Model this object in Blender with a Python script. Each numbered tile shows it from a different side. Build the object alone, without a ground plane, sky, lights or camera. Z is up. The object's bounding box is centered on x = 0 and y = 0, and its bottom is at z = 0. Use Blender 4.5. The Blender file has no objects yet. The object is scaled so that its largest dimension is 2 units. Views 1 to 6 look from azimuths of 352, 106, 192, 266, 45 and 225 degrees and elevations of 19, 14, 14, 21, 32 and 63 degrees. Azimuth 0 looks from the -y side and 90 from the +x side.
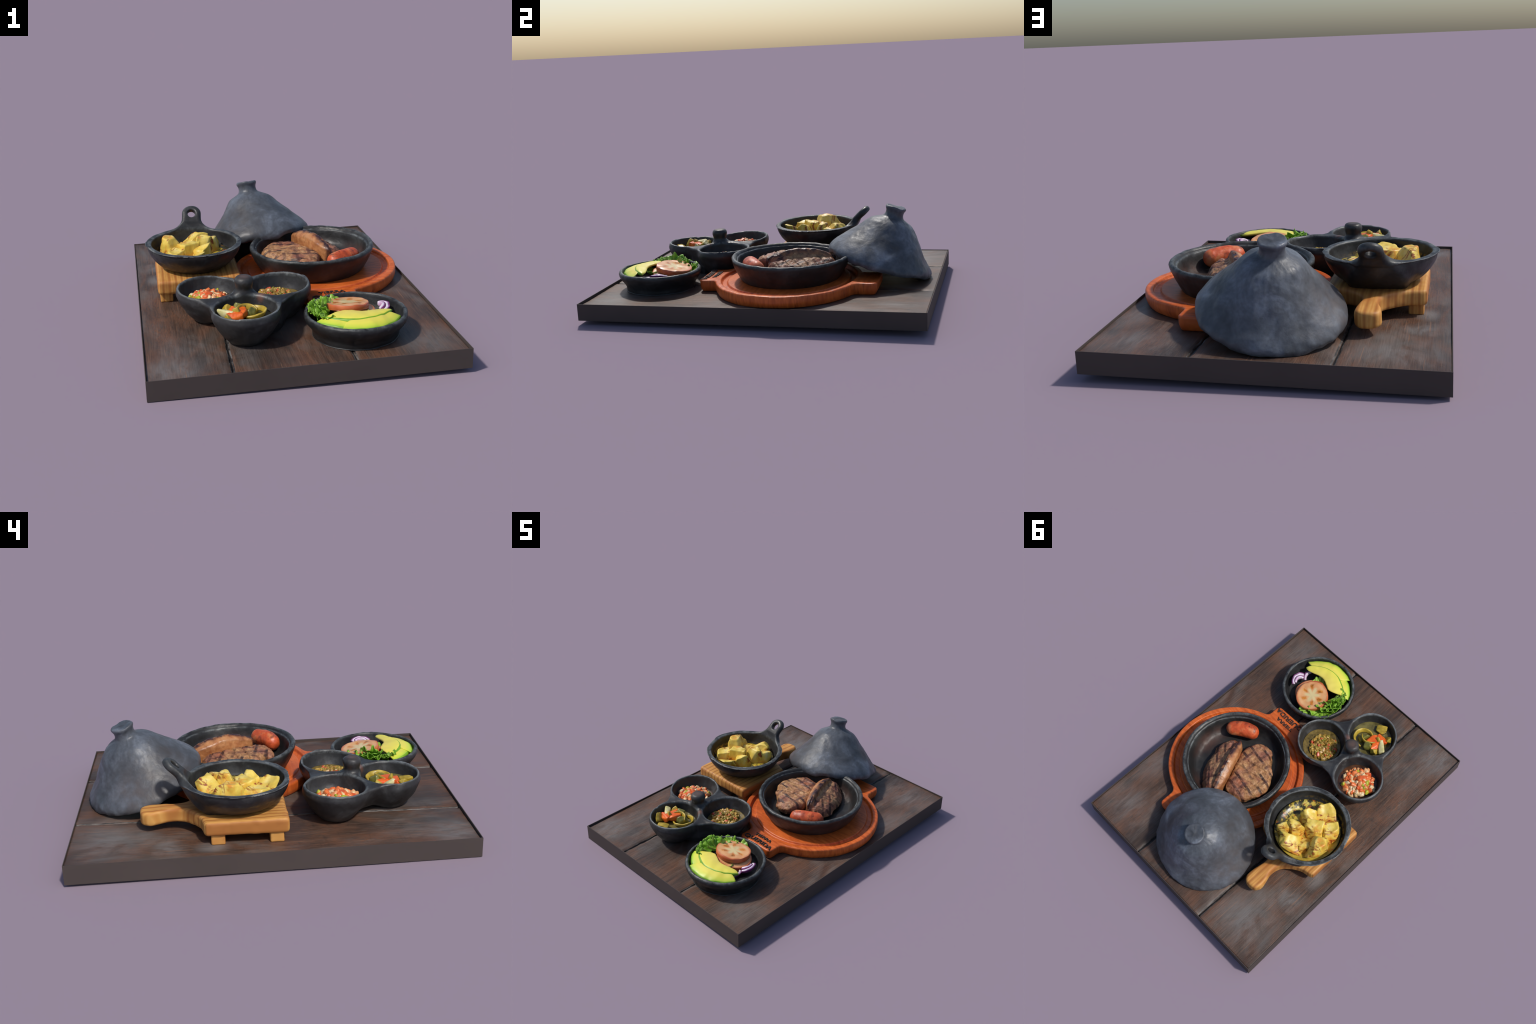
# A grilled-steak meal served in black clay pots on a dark plank board.
import math
import bpy
import numpy as np

PI = math.pi
V3 = np.array


# ------------------------------------------------------------------ layout
def surf(x, y):
    """height of the (slightly tilted) plank surface"""
    return 0.1057 + 0.0121 * x + 0.0104 * y


# ------------------------------------------------------------------ maths helpers
def _hash(ix, iy, iz, seed):
    h = (ix * 374761393 + iy * 668265263 + iz * 2147483647 + seed * 1274126177) & 0xFFFFFFFF
    h = ((h ^ (h >> 13)) * 1274126177) & 0xFFFFFFFF
    return ((h ^ (h >> 16)) & 0xFFFF) / 32767.5 - 1.0


def vnoise(P, scale, seed=0):
    """smooth value noise in -1..1 at points P (n,3)"""
    Q = np.asarray(P, float) * scale + 57.3
    I = np.floor(Q).astype(np.int64)
    f = Q - I
    f = f * f * f * (f * (f * 6 - 15) + 10)
    out = 0
    for dx in (0, 1):
        for dy in (0, 1):
            for dz in (0, 1):
                w = (f[:, 0] if dx else 1 - f[:, 0]) * (f[:, 1] if dy else 1 - f[:, 1]) * (f[:, 2] if dz else 1 - f[:, 2])
                out = out + w * _hash(I[:, 0] + dx, I[:, 1] + dy, I[:, 2] + dz, seed)
    return out


def fbm(P, scale, seed=0, octaves=3):
    s, a = 0, 1.0
    for o in range(octaves):
        s = s + a * vnoise(P, scale * 2 ** o, seed + 17 * o)
        a *= 0.5
    return s


def smin(a, b, k):
    h = np.clip(0.5 + 0.5 * (b - a) / k, 0, 1)
    return b * (1 - h) + a * h - k * h * (1 - h)


def smax(a, b, k):
    return -smin(-a, -b, k)


def sstep(a, b, x):
    t = np.clip((x - a) / (b - a), 0, 1)
    return t * t * (3 - 2 * t)


def spline(pts, n, closed=False):
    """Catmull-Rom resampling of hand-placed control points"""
    P = V3(pts, float)
    m = len(P)
    if closed:
        idx = lambda i: P[i % m]
        segs = m
    else:
        idx = lambda i: P[min(max(i, 0), m - 1)]
        segs = m - 1
    out = []
    for s in np.linspace(0, segs, n, endpoint=not closed):
        i = min(int(s), segs - 1)
        t = s - i
        a, b, c, d = idx(i - 1), idx(i), idx(i + 1), idx(i + 2)
        out.append(0.5 * ((2 * b) + (c - a) * t + (2 * a - 5 * b + 4 * c - d) * t * t + (3 * b - a - 3 * c + d) * t ** 3))
    return V3(out)


def poly_sdf(X, Y, poly):
    """signed distance to a closed 2D polygon"""
    X, Y = np.asarray(X, float), np.asarray(Y, float)
    best = np.full(X.shape, 1e9)
    inside = np.zeros(X.shape, bool)
    n = len(poly)
    for i in range(n):
        ax, ay = poly[i]
        bx, by = poly[(i + 1) % n]
        ex, ey = bx - ax, by - ay
        t = np.clip(((X - ax) * ex + (Y - ay) * ey) / (ex * ex + ey * ey + 1e-12), 0, 1)
        best = np.minimum(best, (X - ax - t * ex) ** 2 + (Y - ay - t * ey) ** 2)
        if ey:
            cross = ((ay > Y) != (by > Y)) & (X < ex * (Y - ay) / ey + ax)
            inside ^= cross
    d = np.sqrt(best)
    return np.where(inside, -d, d)


class Lookup2D:
    """a 2D field sampled once, then interpolated"""

    def __init__(self, poly, pad=0.15, h=0.0025):
        lo, hi = poly.min(0) - pad, poly.max(0) + pad
        self.lo, self.h = lo, h
        nx, ny = ((hi - lo) / h).astype(int) + 2
        X, Y = np.meshgrid(lo[0] + h * np.arange(nx), lo[1] + h * np.arange(ny), indexing="ij")
        self.f = poly_sdf(X, Y, poly)

    def __call__(self, x, y):
        u = np.clip((x - self.lo[0]) / self.h, 0, self.f.shape[0] - 1.001)
        v = np.clip((y - self.lo[1]) / self.h, 0, self.f.shape[1] - 1.001)
        i, j = u.astype(int), v.astype(int)
        a, b = u - i, v - j
        f = self.f
        return f[i, j] * (1 - a) * (1 - b) + f[i + 1, j] * a * (1 - b) + f[i, j + 1] * (1 - a) * b + f[i + 1, j + 1] * a * b


def revolved(profile):
    """field of a solid of revolution; profile = (r, h) points from axis bottom round to axis top"""
    P = V3(profile, float)
    mirror = P[::-1] * [-1, 1]
    L = Lookup2D(np.vstack([P, mirror]))
    return lambda r, h: L(r, h)


def nets(field, lo, hi, h, snap=2):
    """mesh the zero level of field(P) by surface nets"""
    lo, hi = V3(lo, float), V3(hi, float)
    n = np.ceil((hi - lo) / h).astype(int) + 1
    ax = [lo[i] + h * np.arange(n[i]) for i in range(3)]
    G = np.stack(np.meshgrid(*ax, indexing="ij"), -1).reshape(-1, 3)
    F = np.concatenate([field(G[i:i + 400000]) for i in range(0, len(G), 400000)]).reshape(n)
    ins = F < 0
    c = n - 1
    cnt = np.zeros(c, np.int8)
    acc = np.zeros((*c, 3), np.float32)
    sl = lambda o, k: slice(o, o + c[k])
    for axis in range(3):
        o1, o2 = [(1, 2), (0, 2), (0, 1)][axis]
        for a in (0, 1):
            for b in (0, 1):
                off = [0, 0, 0]
                off[o1], off[o2] = a, b
                s0 = tuple(sl(off[k], k) for k in range(3))
                off2 = list(off)
                off2[axis] = 1
                s1 = tuple(sl(off2[k], k) for k in range(3))
                f0, f1 = F[s0], F[s1]
                m = (f0 < 0) != (f1 < 0)
                t = np.where(m, f0 / np.where(f0 == f1, 1, f0 - f1), 0)
                cnt += m
                for k in range(3):
                    acc[..., k] += np.where(m, t if k == axis else off[k], 0)
    act = cnt > 0
    ids = np.full(c, -1, np.int64)
    ids[act] = np.arange(act.sum())
    V = (np.argwhere(act) + acc[act] / cnt[act][:, None]) * h + lo
    faces = []
    for axis in range(3):
        o1, o2 = [(1, 2), (2, 0), (0, 1)][axis]
        s0 = [slice(1, -1)] * 3
        s0[axis] = slice(0, -1)
        s1 = list(s0)
        s1[axis] = slice(1, None)
        A, B = ins[tuple(s0)], ins[tuple(s1)]
        for flip in (False, True):
            e = np.argwhere((A & ~B) if not flip else (~A & B))
            if not len(e):
                continue
            base = e.copy()
            for k in (o1, o2):
                base[:, k] += 1
            q = []
            for d1, d2 in ((0, 0), (-1, 0), (-1, -1), (0, -1)):
                p = base.copy()
                p[:, o1] += d1
                p[:, o2] += d2
                q.append(ids[p[:, 0], p[:, 1], p[:, 2]])
            q = np.stack(q, 1)
            faces.append(q[:, ::-1] if flip else q)
    Q = np.vstack(faces)
    for _ in range(snap):
        e = h * 0.25
        g = np.stack([(field(V + d) - field(V - d)) / (2 * e) for d in np.eye(3) * e], 1)
        f = field(V)
        step = -(f / np.maximum((g * g).sum(1), 0.25))[:, None] * g
        l = np.linalg.norm(step, axis=1)[:, None]
        V = V + step * np.minimum(1, 0.6 * h / np.maximum(l, 1e-9))
    return V, Q


# ------------------------------------------------------------------ object helpers
def to_mesh(name, V, F, smooth=True):
    me = bpy.data.meshes.new(name)
    F = [list(map(int, f)) for f in F] if not isinstance(F, list) else F
    me.from_pydata(np.asarray(V, float).tolist(), [], F)
    me.validate()
    me.update()
    me.polygons.foreach_set("use_smooth", [smooth] * len(me.polygons))
    return me


def link(name, data, origin=(0, 0, 0), parent=None):
    o = bpy.data.objects.new(name, data)
    bpy.context.scene.collection.objects.link(o)
    if parent is None:
        o.location = origin
    else:
        o.parent = parent
    return o


def mesh_obj(name, V, F, mat, origin, parent=None, smooth=True, label=None, category=None):
    me = to_mesh(name, np.asarray(V) - V3(origin), F, smooth)
    for m in (mat if isinstance(mat, (list, tuple)) else [mat]):
        me.materials.append(m)
    o = link(name, me, origin, parent)
    if label:
        o["label"], o["category"] = label, category
    return o


def thing(name, origin, label, category):
    o = link(name, None, origin)
    o.empty_display_size = 0.05
    o["label"], o["category"] = label, category
    return o


def split_regions(V, F, regions, origin, parent):
    """cut one smooth surface into named parts that keep the whole surface's normals"""
    V, F = np.asarray(V), np.asarray(F)
    C = V[F].mean(1)
    tri_n = np.cross(V[F[:, 2]] - V[F[:, 0]], V[F[:, 3]] - V[F[:, 1]])
    N = np.zeros_like(V)
    for k in range(4):
        np.add.at(N, F[:, k], tri_n)
    N /= np.maximum(np.linalg.norm(N, axis=1), 1e-12)[:, None]
    left = np.ones(len(F), bool)
    objs = []
    for name, test, mat in regions:
        sel = left & (test(C) if test else True)
        left &= ~sel
        used, inv = np.unique(F[sel], return_inverse=True)
        o = mesh_obj(name, V[used], inv.reshape(-1, 4), mat, origin, parent)
        if len(o.data.vertices) == len(used):
            o.data.normals_split_custom_set_from_vertices(N[used].tolist())
        objs.append(o)
    return objs


def lathe(profile, seg, warp=None):
    """solid of revolution about z through a closed (r, h) profile"""
    P = V3(profile, float)
    m = len(P)
    th = np.linspace(0, 2 * PI, seg, endpoint=False)
    V, F = [], []
    ring = []
    for r, h in P:
        if r < 1e-6:
            ring.append([len(V)])
            V.append((0, 0, h))
        else:
            ring.append(list(range(len(V), len(V) + seg)))
            V += [(r * math.cos(t), r * math.sin(t), h) for t in th]
    for a, b in zip(ring[:-1], ring[1:]):
        for i in range(seg):
            j = (i + 1) % seg
            if len(a) == 1:
                F.append([a[0], b[j], b[i]])
            elif len(b) == 1:
                F.append([a[i], a[j], b[0]])
            else:
                F.append([a[i], a[j], b[j], b[i]])
    V = V3(V)
    return (warp(V) if warp else V), F


# ------------------------------------------------------------------ material helpers
def lin(r, g, b):
    f = lambda c: (c / 255 / 12.92) if c / 255 <= 0.04045 else ((c / 255 + 0.055) / 1.055) ** 2.4
    return (f(r), f(g), f(b), 1)


class Nodes:
    def __init__(self, name):
        self.mat = bpy.data.materials.new(name)
        self.mat.use_nodes = True
        self.t = self.mat.node_tree
        self.bsdf = self.t.nodes["Principled BSDF"]
        self.co = self.t.nodes.new("ShaderNodeTexCoord").outputs["Object"]

    def new(self, kind, **kw):
        n = self.t.nodes.new("ShaderNode" + kind)
        for k, v in kw.items():
            setattr(n, k, v)
        return n

    def put(self, sock, val):
        if isinstance(val, bpy.types.NodeSocket):
            self.t.links.new(val, sock)
        elif val is not None:
            sock.default_value = val

    def mapping(self, scale=(1, 1, 1), loc=(0, 0, 0), rot=(0, 0, 0), vec=None):
        n = self.new("Mapping")
        self.put(n.inputs["Vector"], vec or self.co)
        n.inputs["Scale"].default_value = scale
        n.inputs["Location"].default_value = loc
        n.inputs["Rotation"].default_value = rot
        return n.outputs[0]

    def noise(self, scale, detail=3, rough=0.55, dist=0.0, vec=None):
        n = self.new("TexNoise")
        self.put(n.inputs["Vector"], vec or self.co)
        n.inputs["Scale"].default_value = scale
        n.inputs["Detail"].default_value = detail
        n.inputs["Roughness"].default_value = rough
        n.inputs["Distortion"].default_value = dist
        return n.outputs["Fac"]

    def voronoi(self, scale, feature="F1", vec=None, out="Distance"):
        n = self.new("TexVoronoi", feature=feature)
        self.put(n.inputs["Vector"], vec or self.co)
        n.inputs["Scale"].default_value = scale
        return n.outputs[out]

    def wave(self, scale, dist=0, detail=2, dscale=1, vec=None, direction="X", profile="SIN"):
        n = self.new("TexWave", bands_direction=direction, wave_profile=profile)
        self.put(n.inputs["Vector"], vec or self.co)
        n.inputs["Scale"].default_value = scale
        n.inputs["Distortion"].default_value = dist
        n.inputs["Detail"].default_value = detail
        n.inputs["Detail Scale"].default_value = dscale
        return n.outputs["Fac"]

    def ramp(self, fac, stops, interp="LINEAR"):
        n = self.new("ValToRGB")
        n.color_ramp.interpolation = interp
        e = n.color_ramp.elements
        while len(e) < len(stops):
            e.new(0.5)
        for el, (p, c) in zip(e, stops):
            el.position = p
            el.color = c if isinstance(c, (tuple, list)) else (c, c, c, 1)
        self.put(n.inputs[0], fac)
        return n.outputs[0]

    def mix(self, fac, a, b, mode="MIX"):
        n = self.new("Mix", data_type="RGBA", blend_type=mode)
        self.put(n.inputs[0], fac)
        self.put(n.inputs[6], a)
        self.put(n.inputs[7], b)
        return n.outputs[2]

    def math(self, op, a, b=None, clamp=False):
        n = self.new("Math", operation=op, use_clamp=clamp)
        self.put(n.inputs[0], a)
        if b is not None:
            self.put(n.inputs[1], b)
        return n.outputs[0]

    def blob(self, centre, radius, soft=0.0):
        """1 at the centre fading to 0 at the radius (ellipsoidal)"""
        r = radius if isinstance(radius, (tuple, list)) else (radius,) * 3
        n = self.new("VectorMath", operation="LENGTH")
        m = self.mapping(scale=tuple(1 / q for q in r), loc=tuple(-c / q for c, q in zip(centre, r)))
        self.put(n.inputs[0], m)
        return self.ramp(n.outputs["Value"], [(soft, 1.0), (1.0, 0.0)], "EASE")

    def ring(self, centre, radius, width):
        """1 on a horizontal circle (a pot's lip), fading to 0 at the given distance from it"""
        x, y, z = centre
        flat = self.new("VectorMath", operation="LENGTH")
        self.put(flat.inputs[0], self.mapping((1, 1, 0), (-x, -y, 0)))
        dr = self.math("SUBTRACT", flat.outputs["Value"], radius)
        sep = self.new("SeparateXYZ")
        self.put(sep.inputs[0], self.co)
        dz = self.math("SUBTRACT", sep.outputs[2], z)
        d = self.math("SQRT", self.math("ADD", self.math("MULTIPLY", dr, dr), self.math("MULTIPLY", dz, dz)))
        return self.ramp(self.math("DIVIDE", d, width), [(0.25, 1.0), (1.0, 0.0)])

    def pointiness(self, lo, hi):
        g = self.new("NewGeometry")
        return self.ramp(g.outputs["Pointiness"], [(lo, 0.0), (hi, 1.0)])

    def done(self, color, rough=0.5, bump=None, strength=0.3, dist=0.004, spec=0.5, sss=0, **kw):
        b = self.bsdf
        self.put(b.inputs["Base Color"], color)
        self.put(b.inputs["Roughness"], rough)
        b.inputs["Specular IOR Level"].default_value = spec
        if sss:
            b.inputs["Subsurface Weight"].default_value = sss
            b.inputs["Subsurface Radius"].default_value = (0.02, 0.01, 0.005)
            b.inputs["Subsurface Scale"].default_value = 0.3
        for k, v in kw.items():
            self.put(b.inputs[k.replace("_", " ")], v)
        if bump is not None:
            n = self.new("Bump")
            n.inputs["Strength"].default_value = strength
            n.inputs["Distance"].default_value = dist
            self.put(n.inputs["Height"], bump)
            self.t.links.new(n.outputs[0], b.inputs["Normal"])
        return self.mat


def clay(name, dark, mid, pale, scale=7, rust=0.0, pale_edges=True, patches=(), crust=None, lips=()):
    k = Nodes(name)
    col = k.ramp(k.noise(scale, 4, 0.6, 0.6), [(0.3, lin(*dark)), (0.52, lin(*mid)), (0.72, lin(*pale))])
    col = k.mix(k.ramp(k.noise(60, 3), [(0.35, 0.35), (0.7, 0.0)]), col, lin(*dark))
    if rust:
        col = k.mix(k.ramp(k.noise(5, 3, 0.5), [(0.5, 0.0), (0.75, rust)]), col, lin(78, 46, 34))
    for c, r, tint, amount in patches:
        m = k.math("MULTIPLY", k.blob(c, r), k.ramp(k.noise(14, 3), [(0.3, 0.2), (0.65, 1.0)]))
        col = k.mix(k.math("MULTIPLY", m, amount), col, lin(*tint))
    if crust:
        c, r, tint = crust
        m = k.math("MULTIPLY", k.blob(c, r, 0.85), k.ramp(k.noise(42, 4, 0.7), [(0.44, 0.0), (0.56, 0.9)]))
        col = k.mix(m, col, lin(*tint))
    if pale_edges:
        w = k.math("MULTIPLY", k.pointiness(0.515, 0.57), k.ramp(k.noise(18, 4), [(0.34, 0.1), (0.6, 0.8)]))
        col = k.mix(w, col, lin(128, 132, 132))
    for c, r, w in lips:
        m = k.math("MULTIPLY", k.ring(c, r, w), k.ramp(k.noise(20, 6, 0.75, 0.6), [(0.42, 0.0), (0.7, 0.6)]))
        col = k.mix(m, col, lin(138, 144, 144))
    specks = k.ramp(k.voronoi(38), [(0.0, 0.55), (0.045, 0.0)])
    col = k.mix(k.math("MULTIPLY", specks, k.ramp(k.noise(6), [(0.5, 0.0), (0.62, 1.0)])), col, lin(150, 145, 135))
    h = k.math("ADD", k.noise(45, 4), k.math("MULTIPLY", k.noise(12, 2), 1.5))
    return k.done(col, k.ramp(k.noise(9), [(0.3, 0.34), (0.7, 0.52)]), h, 0.35, 0.004, spec=0.38)


MAT = {}
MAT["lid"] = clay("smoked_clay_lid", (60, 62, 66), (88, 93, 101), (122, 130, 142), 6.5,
                  patches=[((-0.16, -0.16, 0.1), (0.3, 0.3, 0.3), (66, 60, 58), 0.8), ((-0.28, 0.05, 0.05), (0.22, 0.3, 0.25), (88, 80, 78), 0.75)])
MAT["bowl"] = clay("black_clay_bowl", (30, 29, 29), (41, 41, 41), (60, 61, 60), 6,
                   patches=[((0.30, 0, 0.04), (0.14, 0.3, 0.085), (84, 48, 34), 0.85), ((0.0, 0.3, 0.04), (0.3, 0.14, 0.08), (84, 48, 34), 0.7)],
                   lips=[((0, 0, 0.144), 0.337, 0.016), ((0, 0, 0.128), 0.314, 0.008)])
MAT["salad_bowl"] = clay("black_clay_dish", (28, 28, 29), (38, 38, 39), (57, 58, 58), 7, lips=[((0, 0, 0.118), 0.238, 0.014)])
MAT["pots"] = clay("black_clay_sauce_pots", (36, 35, 36), (51, 51, 52), (80, 81, 82), 7,
                   patches=[((0.082, -0.055, 0.16), (0.035, 0.03, 0.05), (150, 92, 70), 0.9), ((0.0, 0.0, 0.26), (0.05, 0.05, 0.05), (108, 84, 74), 0.7)],
                   lips=[((0.182, 0.083, 0.172), 0.154, 0.014), ((-0.017, -0.187, 0.172), 0.154, 0.014), ((-0.167, 0.112, 0.178), 0.154, 0.014)])
MAT["pan"] = clay("black_clay_pan", (29, 29, 30), (42, 42, 43), (68, 70, 70), 7,
                  patches=[((0.02, 0.24, 0.02), (0.13, 0.2, 0.12), (66, 48, 26), 0.7), ((0.0, 0.02, 0.14), (0.24, 0.24, 0.1), (66, 58, 26), 0.45)], crust=((-0.01, -0.01, 0.080), (0.236, 0.236, 0.040), (172, 140, 52)), lips=[((0, 0, 0.142), 0.247, 0.016)])


def plank_material(seed):
    k = Nodes("dark_stained_plank")
    shift = (seed * 3.7, seed * 1.3, 0)
    grain = k.noise(9, 6, 0.62, 0.5, k.mapping((14, 0.6, 1), shift))
    fine = k.noise(30, 4, 0.7, 0.2, k.mapping((10, 1.0, 1), shift))
    base = k.ramp(grain, [(0.26, lin(52, 41, 36)), (0.47, lin(70, 56, 48)), (0.64, lin(86, 69, 59)), (0.82, lin(102, 84, 73))])
    zone = k.noise(2.1, 5, 0.6, 0.8, k.mapping((1.7, 0.8, 1), (seed * 2.3, seed, 0)))
    tint = k.ramp(zone, [(0.3, lin(56, 46, 42)), (0.42, lin(74, 58, 49)), (0.5, lin(102, 70, 53)), (0.58, lin(82, 71, 64)), (0.68, lin(96, 92, 91)), (0.8, lin(60, 52, 49))])
    base = k.mix(0.55, base, tint)
    base = k.mix(0.6, base, k.ramp(grain, [(0.3, (0.72, 0.72, 0.72, 1)), (0.7, (1.45, 1.45, 1.45, 1))]), "MULTIPLY")
    worn = k.math("MULTIPLY", k.ramp(k.noise(3.2, 4, 0.6, 0.4, k.mapping((1.5, 0.8, 1), shift)), [(0.45, 0.0), (0.66, 1.0)]),
                  k.ramp(fine, [(0.4, 0.0), (0.62, 1.0)]))
    col = k.mix(k.math("MULTIPLY", worn, 0.8), base, lin(118, 78, 56))
    stain = k.ramp(k.noise(3.6, 3, 0.5, 0.3, k.mapping((1, 0.7, 1), (seed, 4, 0))), [(0.52, 0.0), (0.7, 0.65)])
    col = k.mix(stain, col, lin(46, 40, 39))
    cuts = k.ramp(k.noise(26, 2, 0.5, 0, k.mapping((0.3, 3.2, 1))), [(0.6, 0.0), (0.72, 0.25)])
    col = k.mix(cuts, col, lin(48, 40, 37))
    pale = k.math("MULTIPLY", k.ramp(k.noise(1.9, 4, 0.6, 1.2, k.mapping((1.5, 0.9, 1), (seed * 5, 3, 1))), [(0.5, 0.0), (0.68, 0.6)]), k.ramp(grain, [(0.3, 0.4), (0.6, 1.0)]))  # broader grey sheen of the sky, mixed into the wood colour
    col = k.mix(pale, col, lin(112, 106, 102))
    painted_glare = None  # sky reflection on the varnish, painted as pale grey ovals
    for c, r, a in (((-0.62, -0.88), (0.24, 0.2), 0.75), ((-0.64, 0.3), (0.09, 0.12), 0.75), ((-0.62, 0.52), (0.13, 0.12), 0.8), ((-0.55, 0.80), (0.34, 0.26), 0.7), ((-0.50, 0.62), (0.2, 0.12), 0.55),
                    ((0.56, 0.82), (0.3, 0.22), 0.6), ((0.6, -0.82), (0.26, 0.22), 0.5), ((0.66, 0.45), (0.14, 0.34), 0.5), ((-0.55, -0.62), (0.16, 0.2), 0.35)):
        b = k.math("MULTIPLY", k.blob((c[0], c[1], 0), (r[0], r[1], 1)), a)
        painted_glare = b if painted_glare is None else k.math("MAXIMUM", painted_glare, b)
    painted_glare = k.math("MULTIPLY", painted_glare, k.ramp(k.noise(5, 5, 0.65, 0.8, k.mapping((2.2, 0.9, 1))), [(0.34, 0.2), (0.6, 1.0)]))
    col = k.mix(painted_glare, col, lin(124, 120, 118))
    scratch = k.ramp(k.noise(14, 1, 0.4, 0.1, k.mapping((10, 0.25, 1), (seed, 0, 0))), [(0.72, 0.0), (0.76, 0.4)])
    col = k.mix(scratch, col, lin(150, 108, 80))
    specks = k.ramp(k.voronoi(16), [(0.0, 0.7), (0.035, 0.0)])
    col = k.mix(specks, col, lin(150, 146, 140))
    return k.done(col, k.ramp(grain, [(0.3, 0.4), (0.7, 0.55)]), k.math("ADD", grain, k.math("MULTIPLY", fine, 0.5)), 0.3, 0.004, spec=0.35)


k = Nodes("painted_board_edge")
MAT["frame"] = k.done(k.ramp(k.noise(3, 2), [(0.3, lin(74, 66, 63)), (0.7, lin(79, 70, 67))]), 0.75, spec=0.25)
k = Nodes("board_gap_filler")
MAT["gap"] = k.done(k.ramp(k.noise(18, 4), [(0.35, lin(14, 13, 14)), (0.7, lin(34, 31, 31))]), 0.8)
k = Nodes("plank_edge_wear")
MAT["plank_edge"] = k.done(k.ramp(k.noise(16, 4, 0.6, 0, k.mapping((1, 1, 1))), [(0.42, lin(34, 31, 30)), (0.7, lin(120, 116, 112))]), 0.6)

k = Nodes("orange_stained_wood")
g = k.noise(10, 4, 0.6, 0.4, k.mapping((1, 6, 1)))
col = k.ramp(g, [(0.3, lin(184, 82, 30)), (0.55, lin(218, 106, 44)), (0.75, lin(230, 124, 58))])
col = k.mix(k.ramp(k.noise(3.5, 3), [(0.36, 0.45), (0.6, 0.0)]), col, lin(154, 62, 28))
chips = k.math("MULTIPLY", k.pointiness(0.535, 0.6), k.ramp(k.noise(16, 4, 0.6), [(0.46, 0.0), (0.6, 0.85)]))
col = k.mix(chips, col, lin(168, 142, 136))
col = k.mix(k.ramp(k.noise(34, 3, 0.5, 0, k.mapping((1, 1, 0.2))), [(0.62, 0.0), (0.74, 0.5)]), col, lin(92, 32, 16))
MAT["plate"] = k.done(col, 0.42, k.noise(26, 4), 0.3, 0.004, spec=0.45)
k = Nodes("burnt_lettering")
MAT["letter"] = k.done(k.ramp(k.noise(40, 2), [(0.3, lin(44, 33, 30)), (0.7, lin(66, 50, 44))]), 0.7)


def pine(name):
    k = Nodes(name)
    rings = k.wave(9, 4.5, 3, 0.7, k.mapping((1, 0.10, 0.25), (0.3, 0, 0)), "X")
    fine = k.noise(40, 3, 0.6, 0, k.mapping((2, 0.15, 0.4)))
    col = k.ramp(rings, [(0.0, lin(172, 112, 56)), (0.3, lin(198, 140, 72)), (0.8, lin(214, 160, 88)), (1.0, lin(202, 142, 72))])
    col = k.mix(k.ramp(fine, [(0.5, 0.0), (0.75, 0.4)]), col, lin(158, 96, 46))
    col = k.mix(k.ramp(k.noise(4, 3), [(0.5, 0.0), (0.72, 0.6)]), col, lin(186, 112, 52))
    k2 = k.math("MULTIPLY", k.ramp(k.noise(7, 4, 0.6), [(0.55, 0.0), (0.75, 0.5)]), 1.0)
    col = k.mix(k2, col, lin(146, 84, 44))
    return k.done(col, 0.55, k.math("ADD", k.math("MULTIPLY", rings, 0.4), fine), 0.2, 0.003, spec=0.35)


MAT["pine"] = pine("knotty_pine")


def meat_material(name, rot, spacing, tan=(176, 128, 84), seed=0.0):
    k = Nodes(name)
    fib = k.noise(34, 5, 0.65, 0.5, k.mapping((1, 1, 1), (seed, 0, 0)))
    col = k.ramp(fib, [(0.28, lin(104, 66, 46)), (0.5, lin(*tan)), (0.72, lin(200, 158, 112))])
    col = k.mix(k.ramp(k.noise(9, 4, 0.6, 0.4), [(0.44, 0.0), (0.64, 0.75)]), col, lin(142, 86, 72))
    col = k.mix(k.ramp(k.noise(13, 3, 0.5, 0, k.mapping((1, 1, 1), (3, seed, 0))), [(0.6, 0.0), (0.75, 0.6)]), col, lin(182, 96, 48))
    bars = k.wave(1.0, 0.25, 2, 3, k.mapping((PI / spacing / 10 * 1.0,) * 3, (seed, 0, 0), (0, 0, rot)), "Y")
    bars = k.math("MULTIPLY", k.ramp(bars, [(0.72, 0.0), (0.9, 1.0)]), k.ramp(k.noise(14, 3), [(0.38, 0.0), (0.58, 0.9)]))
    col = k.mix(bars, col, lin(46, 28, 27))
    cross = k.wave(1.0, 0.3, 2, 3, k.mapping((PI / spacing / 10 * 0.85,) * 3, (seed + 2, 0, 0), (0, 0, rot + 1.45)), "Y")
    cross = k.math("MULTIPLY", k.ramp(cross, [(0.78, 0.0), (0.93, 1.0)]), k.ramp(k.noise(12, 3, 0.5, 0, k.mapping((1, 1, 1), (7, 2, 0))), [(0.44, 0.0), (0.62, 0.75)]))
    col = k.mix(cross, col, lin(74, 40, 36))
    crust = k.math("MULTIPLY", k.pointiness(0.52, 0.6), k.ramp(k.noise(20, 4), [(0.4, 0.0), (0.6, 0.8)]))
    col = k.mix(crust, col, lin(54, 33, 32))
    col = k.mix(k.ramp(k.voronoi(70), [(0.0, 0.75), (0.25, 0.0)]), col, lin(64, 40, 34))
    return k.done(col, 0.48, k.math("ADD", fib, k.noise(80, 3)), 0.6, 0.006, spec=0.4)


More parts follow.
